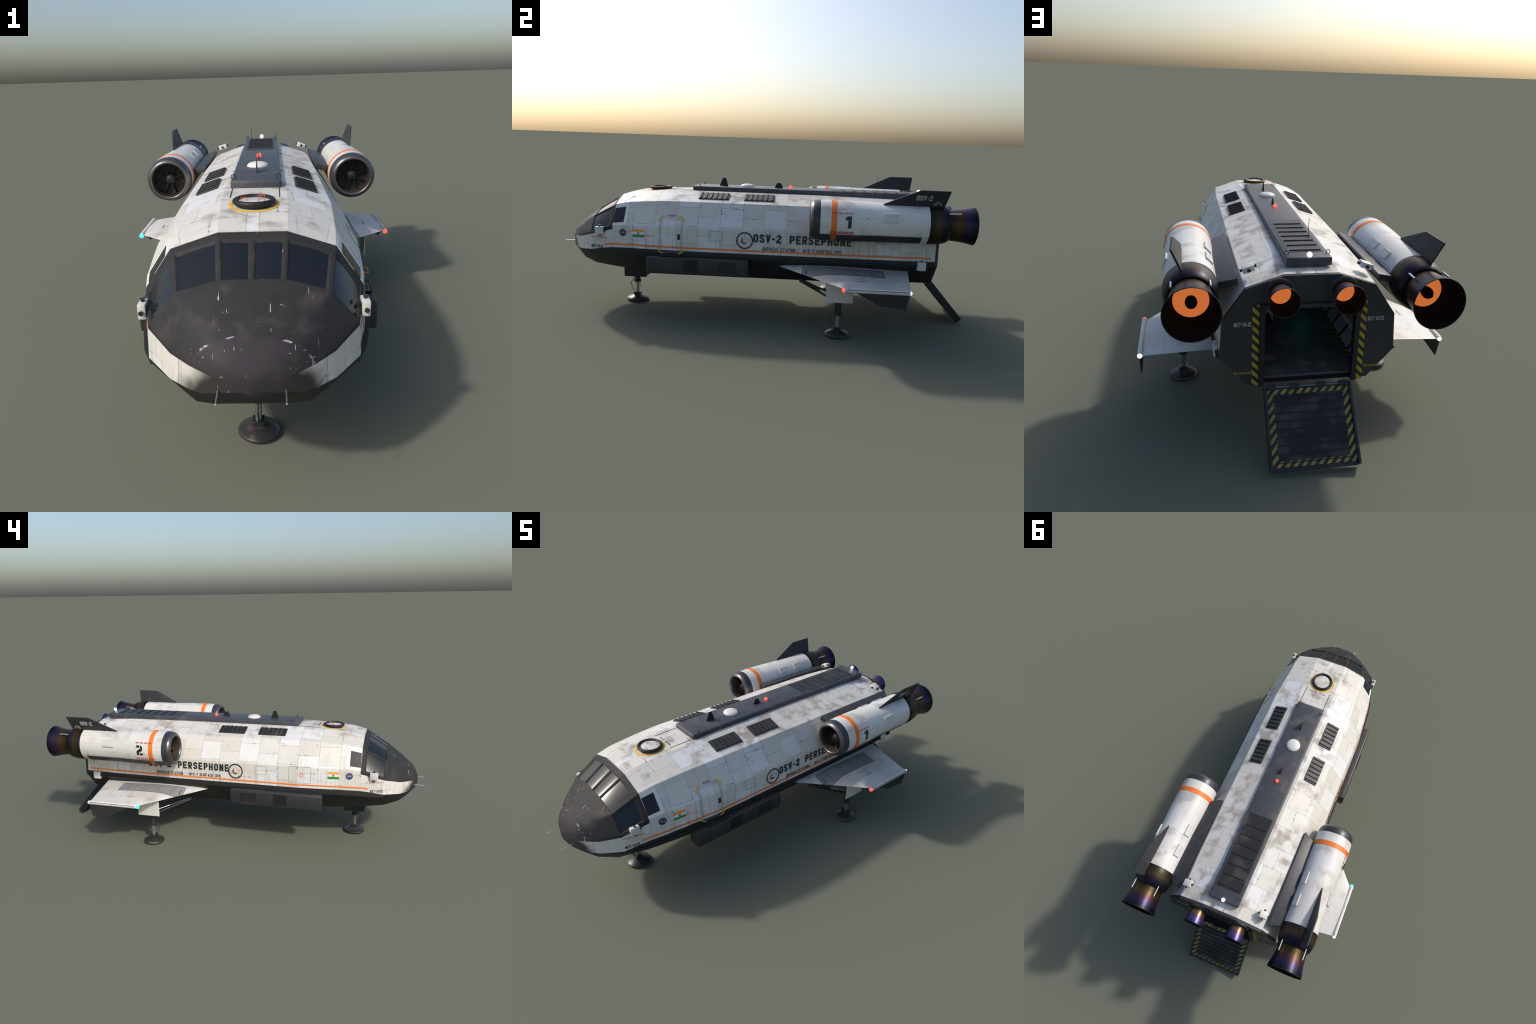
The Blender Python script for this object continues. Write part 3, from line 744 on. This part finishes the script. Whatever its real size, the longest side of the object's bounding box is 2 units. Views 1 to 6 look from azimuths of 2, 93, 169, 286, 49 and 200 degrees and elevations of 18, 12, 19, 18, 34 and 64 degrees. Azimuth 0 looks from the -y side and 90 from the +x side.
    text_on("hatch_lettering", "DOCK PORT - NO STEP", .042, -.042, -.4425, -.4475, lambda a, b, w: R(a, b, w), M['ink'], g, bold=.01)
    # stern lettering
    g = group("stern_markings"); S = lambda a, b, w: (a, Y_REAR + .0006 + .0006 * w, b)
    for a0, a1 in ((.2362, .1835), (-.1845, -.2374)):
        text_on("registration_lettering", "NX7-0412", a0, a1, .4200, .4340, S, M['inkw'], g, bold=.015)
        text_on("warning_lettering", "KEEP CLEAR OF RAMP", a0, a1, .2572, .2630, S, M['yellow'], g, bold=.005)
markings()

# ------------------------------------------------------------------ dorsal spine and roof fittings
def dorsal():
    top = .6165
    sp = box("dorsal_spine", -.0727, .0727, -.3440, .7690, .5880, top, M['slate'], None, .0055, 3)
    box("spine_grille_bed", -.0578, .0578, .3340, .7140, top - .003, top + .0010, M['bed'], sp)
    for i in range(7):
        y = .3965 + i * .0507
        box("grille_slat", -.0502, .0502, y - .0026, y + .0026, top, top + .0042, M['black'], sp, .0008, 1)
    for x in (.066, -.066):
        for y in (-.3095, .7345):
            torus("lifting_eye", (x, y, top + .0055), .0066, .0012, M['black'], sp, 'Y', 20, 8)
    def blade(y0, y1, ym, h, w):
        vs = []
        for z, a, b, t in ((top - .001, y0, y1, .0024), (top + h, ym - w, ym + w, .0010)):
            vs += [(-t, a, z), (t, a, z), (t, b, z), (-t, b, z)]
        mesh("blade_antenna", vs, [(0, 1, 2, 3), (4, 5, 6, 7), (0, 1, 5, 4), (1, 2, 6, 5), (2, 3, 7, 6), (3, 0, 4, 7)], M['black'], sp)
    blade(-.2226, -.1788, -.1990, .0400, .0075); blade(.0543, .0972, .0762, .0243, .0095)
    dm = lathe("radome", [(0, .0355), (.004, .0350), (.0075, .0320), (.0115, .0250), (.0140, .0150), (.0152, .0001)], (0, -.0820, top), M['whitep'], sp, 40, 'Z', 60)
    ball("red_beacon", (0, .1352, top + .0055), .0085, M['lred'], sp)
    ball("white_strobe", (0, .7652, top + .0085), .0085, M['lwhite'], sp)
    tubes("whip_antenna", [[(-.0412, .5674, top), (-.0412, .5674, .6865)]], .0009, M['black'], sp, 8)
    lathe("whip_antenna_base", [(0, .0034), (.0022, .0030), (.0040, .0012)], (-.0412, .5674, top), M['black'], sp, 14, 'Z')
    # louvred radiators lying on the sloping roof
    for sg in (1, -1):
        for y0, y1 in ((-.2962, -.1522), (-.0795, .0632)):
            x0, x1 = .1148, .1790; z0, z1 = hz(0, x0), hz(0, x1); nx, nz = Vector((z0 - z1, x1 - x0)).normalized()
            def slab(name, u0, u1, a, b, h0, h1, mat, par=None, bev=.0010):
                vs = []
                for h in (h0, h1):
                    for y in (a, b):
                        for u in (u0, u1):
                            vs.append((sg * (x0 + (x1 - x0) * u + nx * h), y, z0 + (z1 - z0) * u + nz * h))
                return mesh(name, vs, box_data(0, 1, 0, 1, 0, 1)[1], mat, par, 35, True, bev, 1)
            r = slab("roof_radiator", 0, 1, y0, y1, -.004, .0052, M['grille'])
            for i in range(6):
                y = y0 + .0115 + i * (y1 - y0 - .0215) / 5
                slab("radiator_rib", .05, .95, y - .0030, y + .0030, .004, .0092, M['black'], r, .0012)
    # docking hatch
    h = group("docking_hatch"); zc = .5915
    lathe("hatch_collar", [(-.020, .0465), (.0045, .0465)], (0, -.5205, zc), M['black'], h, 48, 'Z')
    torus("hatch_seal_ring", (0, -.5205, zc + .0062), .0485, .0072, M['black'], h, 'Z', 56, 14)
    lathe("hatch_lid", [(.0, .0440), (.0052, .0440), (.0064, .0400), (.0070, .0001)], (0, -.5205, zc), M['whitep'], h, 48, 'Z')
    for x, y in ((.0196, -.5475), (-.0259, -.5225), (.0193, -.4960)):
        z = zc + .0066
        tubes("hatch_grip", [[(x - .0072, y, z), (x - .0072, y, z + .0095), (x + .0072, y, z + .0095), (x + .0072, y, z)]], .0009, M['orangeh'], h, 8)
dorsal()

# ------------------------------------------------------------------ reaction-control blocks
def rcs(name, centre, size, tilt=0.0, noz=(), bev=.003):
    cx, cy, cz = centre; sx, sy, sz = size
    m = Matrix.Translation(centre) @ Matrix.Rotation(tilt, 4, 'Y')
    bm = bmesh.new(); bmesh.ops.create_cube(bm, size=1, matrix=m @ Matrix.Diagonal((sx, sy, sz, 1)))
    bmesh.ops.bevel(bm, geom=list(bm.edges), offset=bev, segments=2, profile=.5, affect='EDGES')
    o = add(name, from_bm(bm, name), M['rcs'], smooth=40)
    for d in noz:
        d = Vector(d); e = Vector((abs(d.x) * sx, abs(d.y) * sy, abs(d.z) * sz)).length / 2
        bm = bmesh.new(); tube_into(bm, m @ (d * (e - .001)), m @ (d * (e + .0075)), .0036, .0058, 16)
        add("thruster_nozzle", from_bm(bm), M['tube'], o, smooth=40)
    return o
for sg in (1, -1):
    rcs("thruster_block", (sg * .2490, -.7540, .4060), (.0190, .0400, .0365), 0, ((0, 0, 1), (0, 0, -1), (0, 1, 0), (0, -1, 0)))
    box("thruster_bracket", sg * .225, sg * .245, -.768, -.740, .392, .416, M['black'])
    rcs("thruster_block", (sg * .1865, .7500, .5810), (.0385, .0325, .0185), sg * math.radians(18), ((0, 1, 0), (0, -1, 0), (1, 0, 0), (-1, 0, 0)), .0022)
    rcs("thruster_block", (sg * .2790, .7478, .3125), (.0310, .0395, .0400), 0, ((0, 0, 1), (0, 0, -1)))

# ------------------------------------------------------------------ chine strakes and equipment pods
def strake(sg):
    L = [(-.8092, .2995), (-.755, .3035), (-.6895, .3085), (-.62, .3120), (-.4785, .3138), (.30, .3142), (.62, .3142), (.8130, .3142)]
    vs = []
    for i, (y, z) in enumerate(L):
        o = .002 if i == 0 else .0092
        x = hx(y, z)
        vs += [(sg * (x - .01), y, z + .0028), (sg * (x + o), y, z + .0026), (sg * (x + o), y, z - .0026), (sg * (x - .01), y, z - .0028)]
    fs = [(4 * j + i, 4 * j + (i + 1) % 4, 4 * j + 4 + (i + 1) % 4, 4 * j + 4 + i) for j in range(len(L) - 1) for i in range(4)]
    fs += [(0, 1, 2, 3), tuple(4 * (len(L) - 1) + i for i in range(4))]
    mesh("chine_strake", vs, fs, M['belly'])

def pod(sg):
    y0, y1 = -.5120, -.0375
    p = box("equipment_pod", sg * .263, sg * .3285, y0, y1, .2285, .3095, M['pod'], None, .0085, 3)
    for i in range(5):
        y = -.3305 + i * .0138
        box("pod_louvre", sg * .3265, sg * .3320, y - .0032, y + .0032, .2440, .2990, M['black'], p, .0008, 1)
    box("pod_louvre_bed", sg * .3265, sg * .3291, -.3360, -.2690, .2425, .3005, M['black'], p)
    box("pod_access_panel", sg * .3265, sg * .3295, -.1771, -.0934, .2486, .2955, M['black'], p)
    for y in (-.45, -.395, -.21):
        box("pod_seam", sg * .3270, sg * .3288, y - .0006, y + .0006, .236, .302, M['lined'], p)
    box("pod_seam", sg * .3270, sg * .3288, y0 + .01, y1 - .01, .2745, .2757, M['lined'], p)
    for i in range(9):
        y = -.21 + i * .0175
        box("pod_dash_mark", sg * .3150, sg * .3165, y, y + .0055, .3094, .3099, M['yellow'], p)
for sg in (1, -1): strake(sg); pod(sg)

# ------------------------------------------------------------------ wings
AF = ((0, 0), (.03, .35), (.1, .66), (.2, .88), (.35, 1), (.5, .92), (.7, .62), (.85, .32), (1, .04))
def wing_plan(x):
    t = (x - .27) / (.515 - .27)
    return .098 + t * .287, .6935 - t * .033, .2795 - t * .0285, .0165 - t * .0100
def zw(x, y):
    l, r, z, h = wing_plan(x); c = min(max((y - l) / (r - l), 0), 1)
    for (a, b), (a1, b1) in zip(AF, AF[1:]):
        if a <= c <= a1: return z + h * (b + (b1 - b) * (c - a) / (a1 - a))

def wing(sg):
    vs, xs = [], [.21 + (.524 - .21) * i / 12 for i in range(13)]
    ring = [(c, t, 1) for c, t in AF] + [(c, t, -.62) for c, t in reversed(AF[1:-1])]
    k = len(ring)
    for x in xs:
        l, r, z, h = wing_plan(x)
        for c, t, s in ring: vs.append((sg * x, l + (r - l) * c, z + h * t * s))
    fs = [(k * j + i, k * j + (i + 1) % k, k * (j + 1) + (i + 1) % k, k * (j + 1) + i) for j in range(len(xs) - 1) for i in range(k)]
    fs += [tuple(range(k)), tuple(range(k * (len(xs) - 1), k * len(xs)))]
    w = mesh("wing", vs, fs, M['wing'], None, 40)
    W = lambda x, y, q: (sg * x, y, zw(x, y) + .0004 + .0006 * q)
    W2 = lambda x, y, q: (sg * x, y, zw(x, y) + .0011 + .0006 * q)
    poly = [(.3090, .2115), (.3030, .2490), (.3020, .5745), (.3840, .5735), (.3830, .3250), (.3965, .2440), (.3645, .2075)]
    # grey tread panel, gridded so it follows the camber
    bm = bmesh.new(); V = [bm.verts.new((x, y, 0)) for x, y in poly]; bm.faces.new(V)
    for i in range(1, 30):
        bmesh.ops.bisect_plane(bm, geom=bm.verts[:] + bm.edges[:] + bm.faces[:], plane_co=(0, .2 + i * .013, 0), plane_no=(0, 1, 0))
    for i in range(1, 8):
        bmesh.ops.bisect_plane(bm, geom=bm.verts[:] + bm.edges[:] + bm.faces[:], plane_co=(.30 + i * .012, 0, 0), plane_no=(1, 0, 0))
    r = bmesh.ops.extrude_face_region(bm, geom=bm.faces[:])
    up = {e for e in r["geom"] if isinstance(e, bmesh.types.BMVert)}
    for v in bm.verts: v.co = W(v.co.x, v.co.y, 1 if v in up else -1)
    bmesh.ops.recalc_face_normals(bm, faces=bm.faces)
    add("wing_tread_panel", from_bm(bm), M['panelg'], w)
    ribbon("tread_panel_outline", poly, .0016, W2, M['lined'], w, True, .01)
    for i in range(4):
        y = .2655 + i * .0835
        ribbon("tread_panel_seam", [(.303, y), (.384, y + .006)], .0008, W2, M['lined'], w, False, .01)
    a = (.4425, .4845) if sg > 0 else (.4845, .4425)
    text_on("no_step_lettering", "NO STEP", a[0], a[1], .4475, .4425, lambda p, q, e: W(q, p, e), M['ink'], w, bold=.01)
    text_on("tread_lettering", "WALKWAY", *( (.372, .338) if sg > 0 else (.338, .372)), *((.2300, .2230) if sg < 0 else (.2230, .2300)), lambda p, q, e: W2(p, q, e), M['ink'], w, bold=.01)
    # wing-tip rod with lights
    c = (sg * .5285, 0, .2503)
    lathe("wingtip_rod", [(.388, .0001), (.388, .0086), (.3895, .0098), (.396, .0104), (.655, .0104), (.657, .0090), (.657, .0001)], c, M['whitep'], w, 24)
    tubes("wingtip_rod_groove", [[(sg * .5381, .398, .2551), (sg * .5381, .655, .2551)]], .0013, M['ink'], w, 8)
    ball("navigation_light", (sg * .5282, .3845, .2500), .0096, M['lredn'] if sg > 0 else M['lgreen'], w)
    ball("tail_light", (sg * .5285, .6580, .2500), .0076, M['lwhite'], w)
    vf = []
    for t, P in ((.0042, ((.425, .246), (.658, .246))), (.0016, ((.5400, .188), (.6450, .1768)))):
        for y, z in P: vf += [(sg * (.527 - t), y, z), (sg * (.527 + t), y, z)]
    mesh("ventral_fin", vf, [(0, 1, 3, 2), (4, 5, 7, 6), (0, 1, 5, 4), (2, 3, 7, 6), (0, 2, 6, 4), (1, 3, 7, 5)], M['fin'], w)
for sg in (1, -1): wing(sg)

# ------------------------------------------------------------------ nacelles
NX, NZ = .361, .517
def nacelle(sg):
    c = (sg * NX, 0, NZ)
    n = lathe("engine_nacelle", [(.270, .0868), (.285, .0876), (.33, .0883), (.42, .0878), (.47, .0856), (.52, .0838), (.60, .0836), (.735, .0836)], c, M['nac'], None, 64)
    lathe("intake_cowl", [(.2740, .0876), (.264, .0873), (.252, .0860), (.2445, .0840)], c, M['lipd'], n, 64)
    lathe("intake_lip", [(.2447, .0841), (.2400, .0818), (.2352, .0783), (.2318, .0740), (.2305, .0702), (.2318, .0668), (.2365, .0644), (.2450, .0630), (.266, .0624)], c, M['lip'], n, 64, 'Y', 60)
    lathe("intake_duct", [(.2655, .0623), (.281, .0618), (.2835, .0600), (.284, .0001)], c, M['duct'], n, 48)
    lathe("intake_orange_band", [(.2665, .0617), (.2750, .0613)], c, M['ductr'], n, 48)
    hub = lathe("fan_hub", [(.2600, .0001), (.2612, .009), (.2645, .0165), (.269, .0208), (.2845, .0215)], c, M['blade'], n, 24)
    bm = bmesh.new()
    for i in range(8):
        t = i * math.tau / 8 + .35; u = Vector((math.cos(t), 0, math.sin(t))); w = Vector((-math.sin(t), 0, math.cos(t)))
        q = [Vector(c) + Vector((0, .2690, 0)) + u * .0195 - w * .0013, Vector(c) + Vector((0, .2690, 0)) + u * .0618 - w * .0013]
        vs = [bm.verts.new(p + w * a + Vector((0, b, 0))) for p in q for a, b in ((0, 0), (.0022, 0), (.0045, .014), (.0023, .014))]
        for f in ((0, 1, 2, 3), (7, 6, 5, 4), (0, 4, 5, 1), (1, 5, 6, 2), (2, 6, 7, 3), (3, 7, 4, 0)): bm.faces.new([vs[k] for k in f])
    bmesh.ops.recalc_face_normals(bm, faces=bm.faces)
    add("fan_vane", from_bm(bm), M['blade'], hub)
    lathe("orange_band", [(.3204, .0878), (.3206, .0891), (.3437, .0892), (.3439, .0878)], c, M['orange'], n, 64)
    # dark belly fairing, lower third of the cowl
    a0, a1 = math.radians(-146), math.radians(-34)
    lathe("nacelle_keel", [(.272, .0876), (.2735, .0886), (.33, .0892), (.42, .0889), (.47, .0872), (.52, .0862), (.60, .0858), (.704, .0856), (.7055, .0835)], c, M['keel'], n, 40, 'Y', 30, a0, a1)
    lathe("orange_band", [(.3205, .0890), (.3206, .0897), (.3437, .0899), (.3438, .0890)], c, M['orangek'], n, 40, 'Y', 30, a0 - .02, a1 + .02)
    lathe("nacelle_tail", [(.733, .0838), (.735, .0848), (.760, .0856), (.785, .0846), (.808, .0800), (.820, .0745), (.8235, .0715), (.8235, .0660)], c, M['tail'], n, 64)
    lathe("tail_gap_ring", [(.8195, .0700), (.8195, .0560)], c, M['black'], n, 48)
    b = lathe("engine_bell", [(.822, .0655), (.838, .0665), (.855, .0683), (.875, .0706), (.895, .0738), (.915, .0782), (.9312, .0822)], c, M['bell'], n, 64)
    inner = [(.9312, .0822), (.9314, .0808)]
    for y, r in ((.918, .0775), (.905, .0742), (.892, .0712), (.880, .0682), (.868, .0655)):
        inner += [(y + .0012, r + .0018), (y, r - .0006)]
    inner += [(.850, .0610), (.8320, .0555), (.8300, .0530)]
    lathe("bell_lining", inner, c, M['bellin'], b, 64)
    torus("bell_rim", (c[0], .9312, NZ), .0815, .0013, M['black'], b, 'Y', 64, 8)
    lathe("combustion_glow", [(.8300, .0536), (.8303, .0001)], c, M['fire'], b, 48)
    lathe("exhaust_plug", [(.829, .0165), (.840, .0178), (.848, .0178), (.855, .0160), (.8770, .0032), (.8790, .0001)], c, M['bellin'], b, 28)
    for dx in (1, -1):
        x = c[0] + dx * .0556; z = NZ + .0560
        bm = bmesh.new(); tube_into(bm, (x, .822, z), (x, .8620, z), .0033, seg=14); tube_into(bm, (x, .8120, z - .002), (x, .823, z), .0012, .0033, 14)
        add("vernier_rod", from_bm(bm), M['silver'], n, smooth=40)
    # raised access plates, tangent to the cowl
    def plate(a, y0, y1, w):
        u = Vector((math.cos(a), 0, math.sin(a))); t = Vector((-math.sin(a), 0, math.cos(a))); vs = []
        for h in (.0780, .0888):
            for y in (y0, y1):
                for s in (-w / 2, w / 2):
                    p = u * h + t * s; vs.append((sg * (NX + p.x), y, NZ + p.z))
        mesh("nacelle_access_plate", vs, box_data(0, 1, 0, 1, 0, 1)[1], M['platew'], n, 35, True, .0010, 1)
    plate(math.radians(21.0), .5375, .5975, .0385)
    plate(math.radians(138.0), .4900, .5490, .0320); plate(math.radians(138.0), .5988, .6568, .0320)
    # canted dorsal fin
    def F(o): return [(.3893, .5398, .6000), (.3880, .7980, .5990), (.4152, .8122, .6663), (.4126, .6883, .6663), (.3780, .7900, .5760), (.3790, .5600, .5760)]
    q = F(0); t = .0029; vs = []
    for d in (-t, t):
        for x, y, z in (q[0], q[5], q[4], q[1], q[2], q[3]):
            k = .35 if (x, y, z) == q[0] else 1.0
            vs.append((sg * (x + d * k), y, z - d * .3 * k))
    f = mesh("nacelle_fin", vs, [(0, 1, 2, 3, 4, 5), (11, 10, 9, 8, 7, 6)] + [(i, (i + 1) % 6, 6 + (i + 1) % 6, 6 + i) for i in range(6)], M['fin'], n)
    lean = lambda z: .3885 + (z - .60) * .39
    G = lambda y, z, w: (sg * (lean(z) + .0034 + .0005 * w), y, z)
    # fin lettering leans with the trailing edge
    L = lambda a, b, w: G(a + (b - .6228) * .10, b, w)
    if sg > 0: text_on("fin_lettering", "OSV-2", .6725, .7390, .6225, .6440, L, M['inkw'], f, bold=.02)
    else: text_on("fin_lettering", "OSV-2", .7390, .6725, .6225, .6440, lambda a, b, w: G(a + (b - .6228) * .10, b, w), M['inkw'], f, bold=.02)
    ring = [(.7655 + .0172 * math.cos(math.radians(a)), .5995 + .0172 * math.sin(math.radians(a))) for a in range(4, 178, 10)]
    ribbon("fin_crest_ring", ring, .0022, G, M['inkw'], f)
    ribbon("fin_crest_moon", [(.7655 + .009 * math.cos(math.radians(a)), .6015 + .009 * math.sin(math.radians(a))) for a in range(95, 190, 12)], .0016, G, M['inkw'], f)
    ribbon("fin_crest_orbit", [(.755, .6025), (.776, .6085)], .0008, G, M['orange'], f)
    # cowl lettering wraps the curve
    def C(y, z, w):
        r = lerp_table([(.27, .0876), (.33, .0887), (.42, .0881), (.47, .0859), (.52, .0842)], y)[1] + .0006 + .0006 * w
        dz = max(-.999, min(.999, (z - NZ) / r)); return (sg * (NX + r * math.sqrt(1 - dz * dz)), y, z)
    C2 = lambda y, z, w: C(y, z, w + 3.4)
    def T(name, s, y0, y1, z0, z1, mat, f_=C, **k):
        a0, a1 = (y0, y1) if sg > 0 else (y1, y0); text_on(name, s, a0, a1, z0, z1, f_, mat, n, **k)
    def poly(name, P, mat, f_=C):
        bm = bmesh.new(); bm.faces.new([bm.verts.new((y, z, 0)) for y, z in P])
        for i in range(24):
            bmesh.ops.bisect_plane(bm, geom=bm.verts[:] + bm.edges[:] + bm.faces[:], plane_co=(0, .46 + i * .005, 0), plane_no=(0, 1, 0))
        for v in bm.verts: v.co = f_(v.co.x, v.co.y, 1)
        for q_ in bm.faces:
            q_.normal_update()
            if q_.normal.x * sg < 0: q_.normal_flip()
        add(name, from_bm(bm), M[mat], n)
    if sg > 0:
        poly("engine_number", [(.3803, .5440), (.3925, .5490), (.4052, .5490), (.4045, .4980), (.3905, .4980), (.3910, .5340), (.3803, .5305)], 'ink')
    else:                                                   # stencil two, drawn reading towards -y
        Y = lambda u: .4080 - u * .0360; Zz = lambda v: .4975 + v * .0500
        P = lambda pts: [(Y(u), Zz(v)) for u, v in pts]
        poly("engine_number", P([(.0, 1), (.50, 1), (.47, .77), (.0, .77)]), 'ink')
        poly("engine_number", P([(.58, 1), (.78, .95), (.92, .80), (.94, .60), (.88, .47), (.72, .40), (.45, .30), (.40, .20), (.42, 0), (.08, 0), (.04, .25), (.06, .40), (.20, .52), (.45, .62), (.58, .68)]), 'ink')
        poly("engine_number", P([(.52, .21), (1, .21), (1, 0), (.52, 0)]), 'ink')
    T("cowl_warning_lettering", "WARN - WAKE - KEEP CLEAR", .3270, .4117, .5578, .5636, M['red'], C2, bold=.015)
    for i in range(9):
        y = .3135 + i * .0115 if sg > 0 else .4165 - i * .0115; d = sg
        z0, zm, z1, w = .4700, .4765, .4830, .0058
        poly("chevron_mark", [(y, z0), (y + d * w, z0), (y + d * (w + .0065), zm), (y + d * w, z1), (y, z1), (y + d * .0065, zm)] if True else [], 'red', C2)
    # pylon joining the cowl to the shoulder
    vs = []
    for z0, z1, x, ya, yb in ((.5385, .5608, .2210, .3062, .7815), (.5125, .5352, .3000, .3450, .7510)):
        vs += [(sg * x, ya, z0), (sg * x, yb, z0), (sg * x, ya, z1), (sg * x, yb, z1)]
    mesh("nacelle_pylon", vs, [(0, 1, 3, 2), (4, 5, 7, 6), (0, 1, 5, 4), (2, 3, 7, 6), (0, 2, 6, 4), (1, 3, 7, 5)], M['pylon'], n, 35, True, .0016, 2)
M['pylon'] = dark("pylon_dark_slate", (.032, .034, .041), (.075, .064, .056), .45, .45, .15)
M['keel'] = dark("nacelle_keel_black", (.020, .0205, .022), (.04, .034, .03), .5, .45)
M['orangek'] = plain("orange_paint_on_keel", (.50, .115, .02), .45)
M['platew'] = plain("access_plate_white", (.575, .56, .525), .45, 0, .4, .05)
for sg in (1, -1): nacelle(sg)

# ------------------------------------------------------------------ landing gear
def foot(name, x, y, R, parent):
    lathe(name, [(0, .0001), (0, R * .80), (.0030, R * .95), (.0070, R), (.0115, R * .985), (.0145, R * .93), (.0215, R * .55), (.0275, R * .33), (.0285, .0001)], (x, y, 0), M['pad'], parent, 40, 'Z', 35)

def leg(name, x, y, R, ztop, up, sg):
    g = group(name)
    foot("foot_pad", x, y, R, g)
    box("ankle_block", x - .0165, x + .0165, y - .0165, y + .0165, .0230, .0420, M['tube'], g, .0015, 1)
    lathe("chrome_piston", [(.038, .0090), (.112, .0090)], (x, y, 0), M['chrome'], g, 20, 'Z')
    lathe("strut_collar", [(.0965, .0001), (.0965, .0165), (.0990, .0180), (.1080, .0180), (.1115, .0145), (ztop, .0145)], (x, y, 0), M['tube'], g, 24, 'Z')
    tubes("torque_link", [[(x, y - .0135, .1220), (x, y - .0375, .0852), (x, y - .0165, .0430)]], .0019, M['tube'], g, 8)
    tubes("brake_hose", [[(x, y + .0165, .1040), (x + .002, y + .0172, .0680)]], .0012, M['tube'], g, 8)
    return g
g = leg("nose_gear", 0, -.6515, .0560, .16, 0, 1)
box("nose_gear_bay", -.0488, .0488, -.7052, -.5930, .1343, .232, M['belly'], g, .001, 1)
for sg in (1, -1):
    g = leg("main_gear", sg * .3900, .3760, .0540, .262, 0, sg)
    mesh("gear_door", [(sg * x, y, z) for x in (.4275, .4318) for y, z in ((.3160, .1645), (.4358, .1637), (.4358, .2600), (.3160, .2600))],
         [(0, 1, 2, 3), (4, 5, 6, 7)] + [(i, (i + 1) % 4, 4 + (i + 1) % 4, 4 + i) for i in range(4)], M['wing'], g, None, True, .0006, 1)
    tubes("side_brace", [[(sg * .2720, .2005, .2140), (sg * .3900, .3700, .1550)]], .0050, M['tube'], g, 12)
    tubes("drag_brace", [[(sg * .2720, .2005, .2215), (sg * .3380, .2960, .1950)]], .0064, M['tube'], g, 12)
    tubes("drag_brace_piston", [[(sg * .3360, .2930, .1958), (sg * .3900, .3700, .1745)]], .0030, M['chrome'], g, 12)

# ------------------------------------------------------------------ loading ramp (local x across, y down its length, z out of its face)
def ramp():
    p0, p1 = Vector((0, .8350, .2105)), Vector((0, .9978, .0255))
    d = (p1 - p0).normalized(); nrm = Vector((1, 0, 0)).cross(d).normalized()
    L = (p1 - p0).length
    g = group("loading_ramp")
    g.matrix_world = Matrix((( 1, d.x, nrm.x, p0.x), (0, d.y, nrm.y, p0.y), (0, d.z, nrm.z, p0.z), (0, 0, 0, 1)))
    for s in (1, -1): box("ramp_side_rail", s * .1332, s * .1414, -.006, L, -.0335, 0, M['tube2'], g, .001, 1)
    box("ramp_plate", -.1332, .1332, -.004, L - .004, -.0210, -.0112, M['rampd'], g)
    box("ramp_end_bar", -.1332, .1332, L - .0085, L + .0030, -.0335, -.0085, M['tube2'], g, .001, 1)
    z = -.0111
    for s in (1, -1): box("ramp_hazard_edge", s * .1120, s * .1330, .006, L - .009, z, z + .0006, M['hazr'], g)
    box("ramp_hazard_edge", -.1119, .1119, .006, .0215, z, z + .0006, M['hazr'], g)
    box("ramp_hazard_edge", -.1119, .1119, L - .0270, L - .0095, z, z + .0006, M['hazr'], g)
    for i in range(9):
        y = .0310 + i * .0241
        box("ramp_cleat", -.1165, .1165, y - .0015, y + .0015, z - .001, z + .0026, M['tube2'], g, .0006, 1)
    tubes("hinge_pin", [[(-.133, -.001, -.0075), (.133, -.001, -.0075)]], .0042, M['chromed'], g, 12)
    for x in (.1165, .043, -.043, -.1165): box("ramp_hinge", x - .0140, x + .0140, -.0095, .0085, -.0140, .0010, M['tube2'], g, .0012, 1)
    for y in (.06, .12, .18): box("ramp_underframe", -.1332, .1332, y - .006, y + .006, -.030, -.0185, M['tube2'], g)
M['rampd'] = dark("ramp_deck_blue_black", (.0110, .0112, .0125), (.060, .056, .052), .75, .45, 0, .4, 19, .001, .45)
M['tube2'] = dark("ramp_frame_blue_black", (.0135, .0140, .0165), (.036, .034, .034), .4, .4)
M['chromed'] = plain("hinge_pin_steel", (.16, .165, .18), .4, .5)
M['hazr'] = hazard("hazard_stripes_ramp", 0, .0305, (.42, .31, .045), 1.0, .4)
ramp()

# hazard on the ramp runs in the ramp's own plane
def ramp_hazard_fix():
    n = N("hazard_stripes_ramp_plane"); x, y, z = n.xyz()
    f = n.math('FRACT', n.math('ADD', n.math('DIVIDE', n.math('ADD', n.math('MULTIPLY', x, -1.15), y), .0300), 40.3))
    w = n.remap(n.noise(n.obj(), 30, 3), .40, .62)
    c = n.mix(n.remap(f, .50, .52), (.020, .021, .030), n.mix(n.math('MULTIPLY', w, .35), (.40, .30, .045), (.06, .055, .045)))
    return n.set(c, .55, 0, .4)
m = ramp_hazard_fix()
for o in bpy.data.objects:
    if o.name.startswith("ramp_hazard_edge"): o.data.materials[0] = m

# ------------------------------------------------------------------ nose probes
for sg in (1, -1):
    bm = bmesh.new(); tube_into(bm, (sg * .0670, -.930, .3170), (sg * .0668, -.9985, .3168), .0019, .0015, 12)
    bmesh.ops.create_uvsphere(bm, u_segments=12, v_segments=8, radius=.0019, matrix=Matrix.Translation((sg * .0668, -.9981, .3168)))
    add("nose_probe", from_bm(bm), M['silver'], smooth=50)
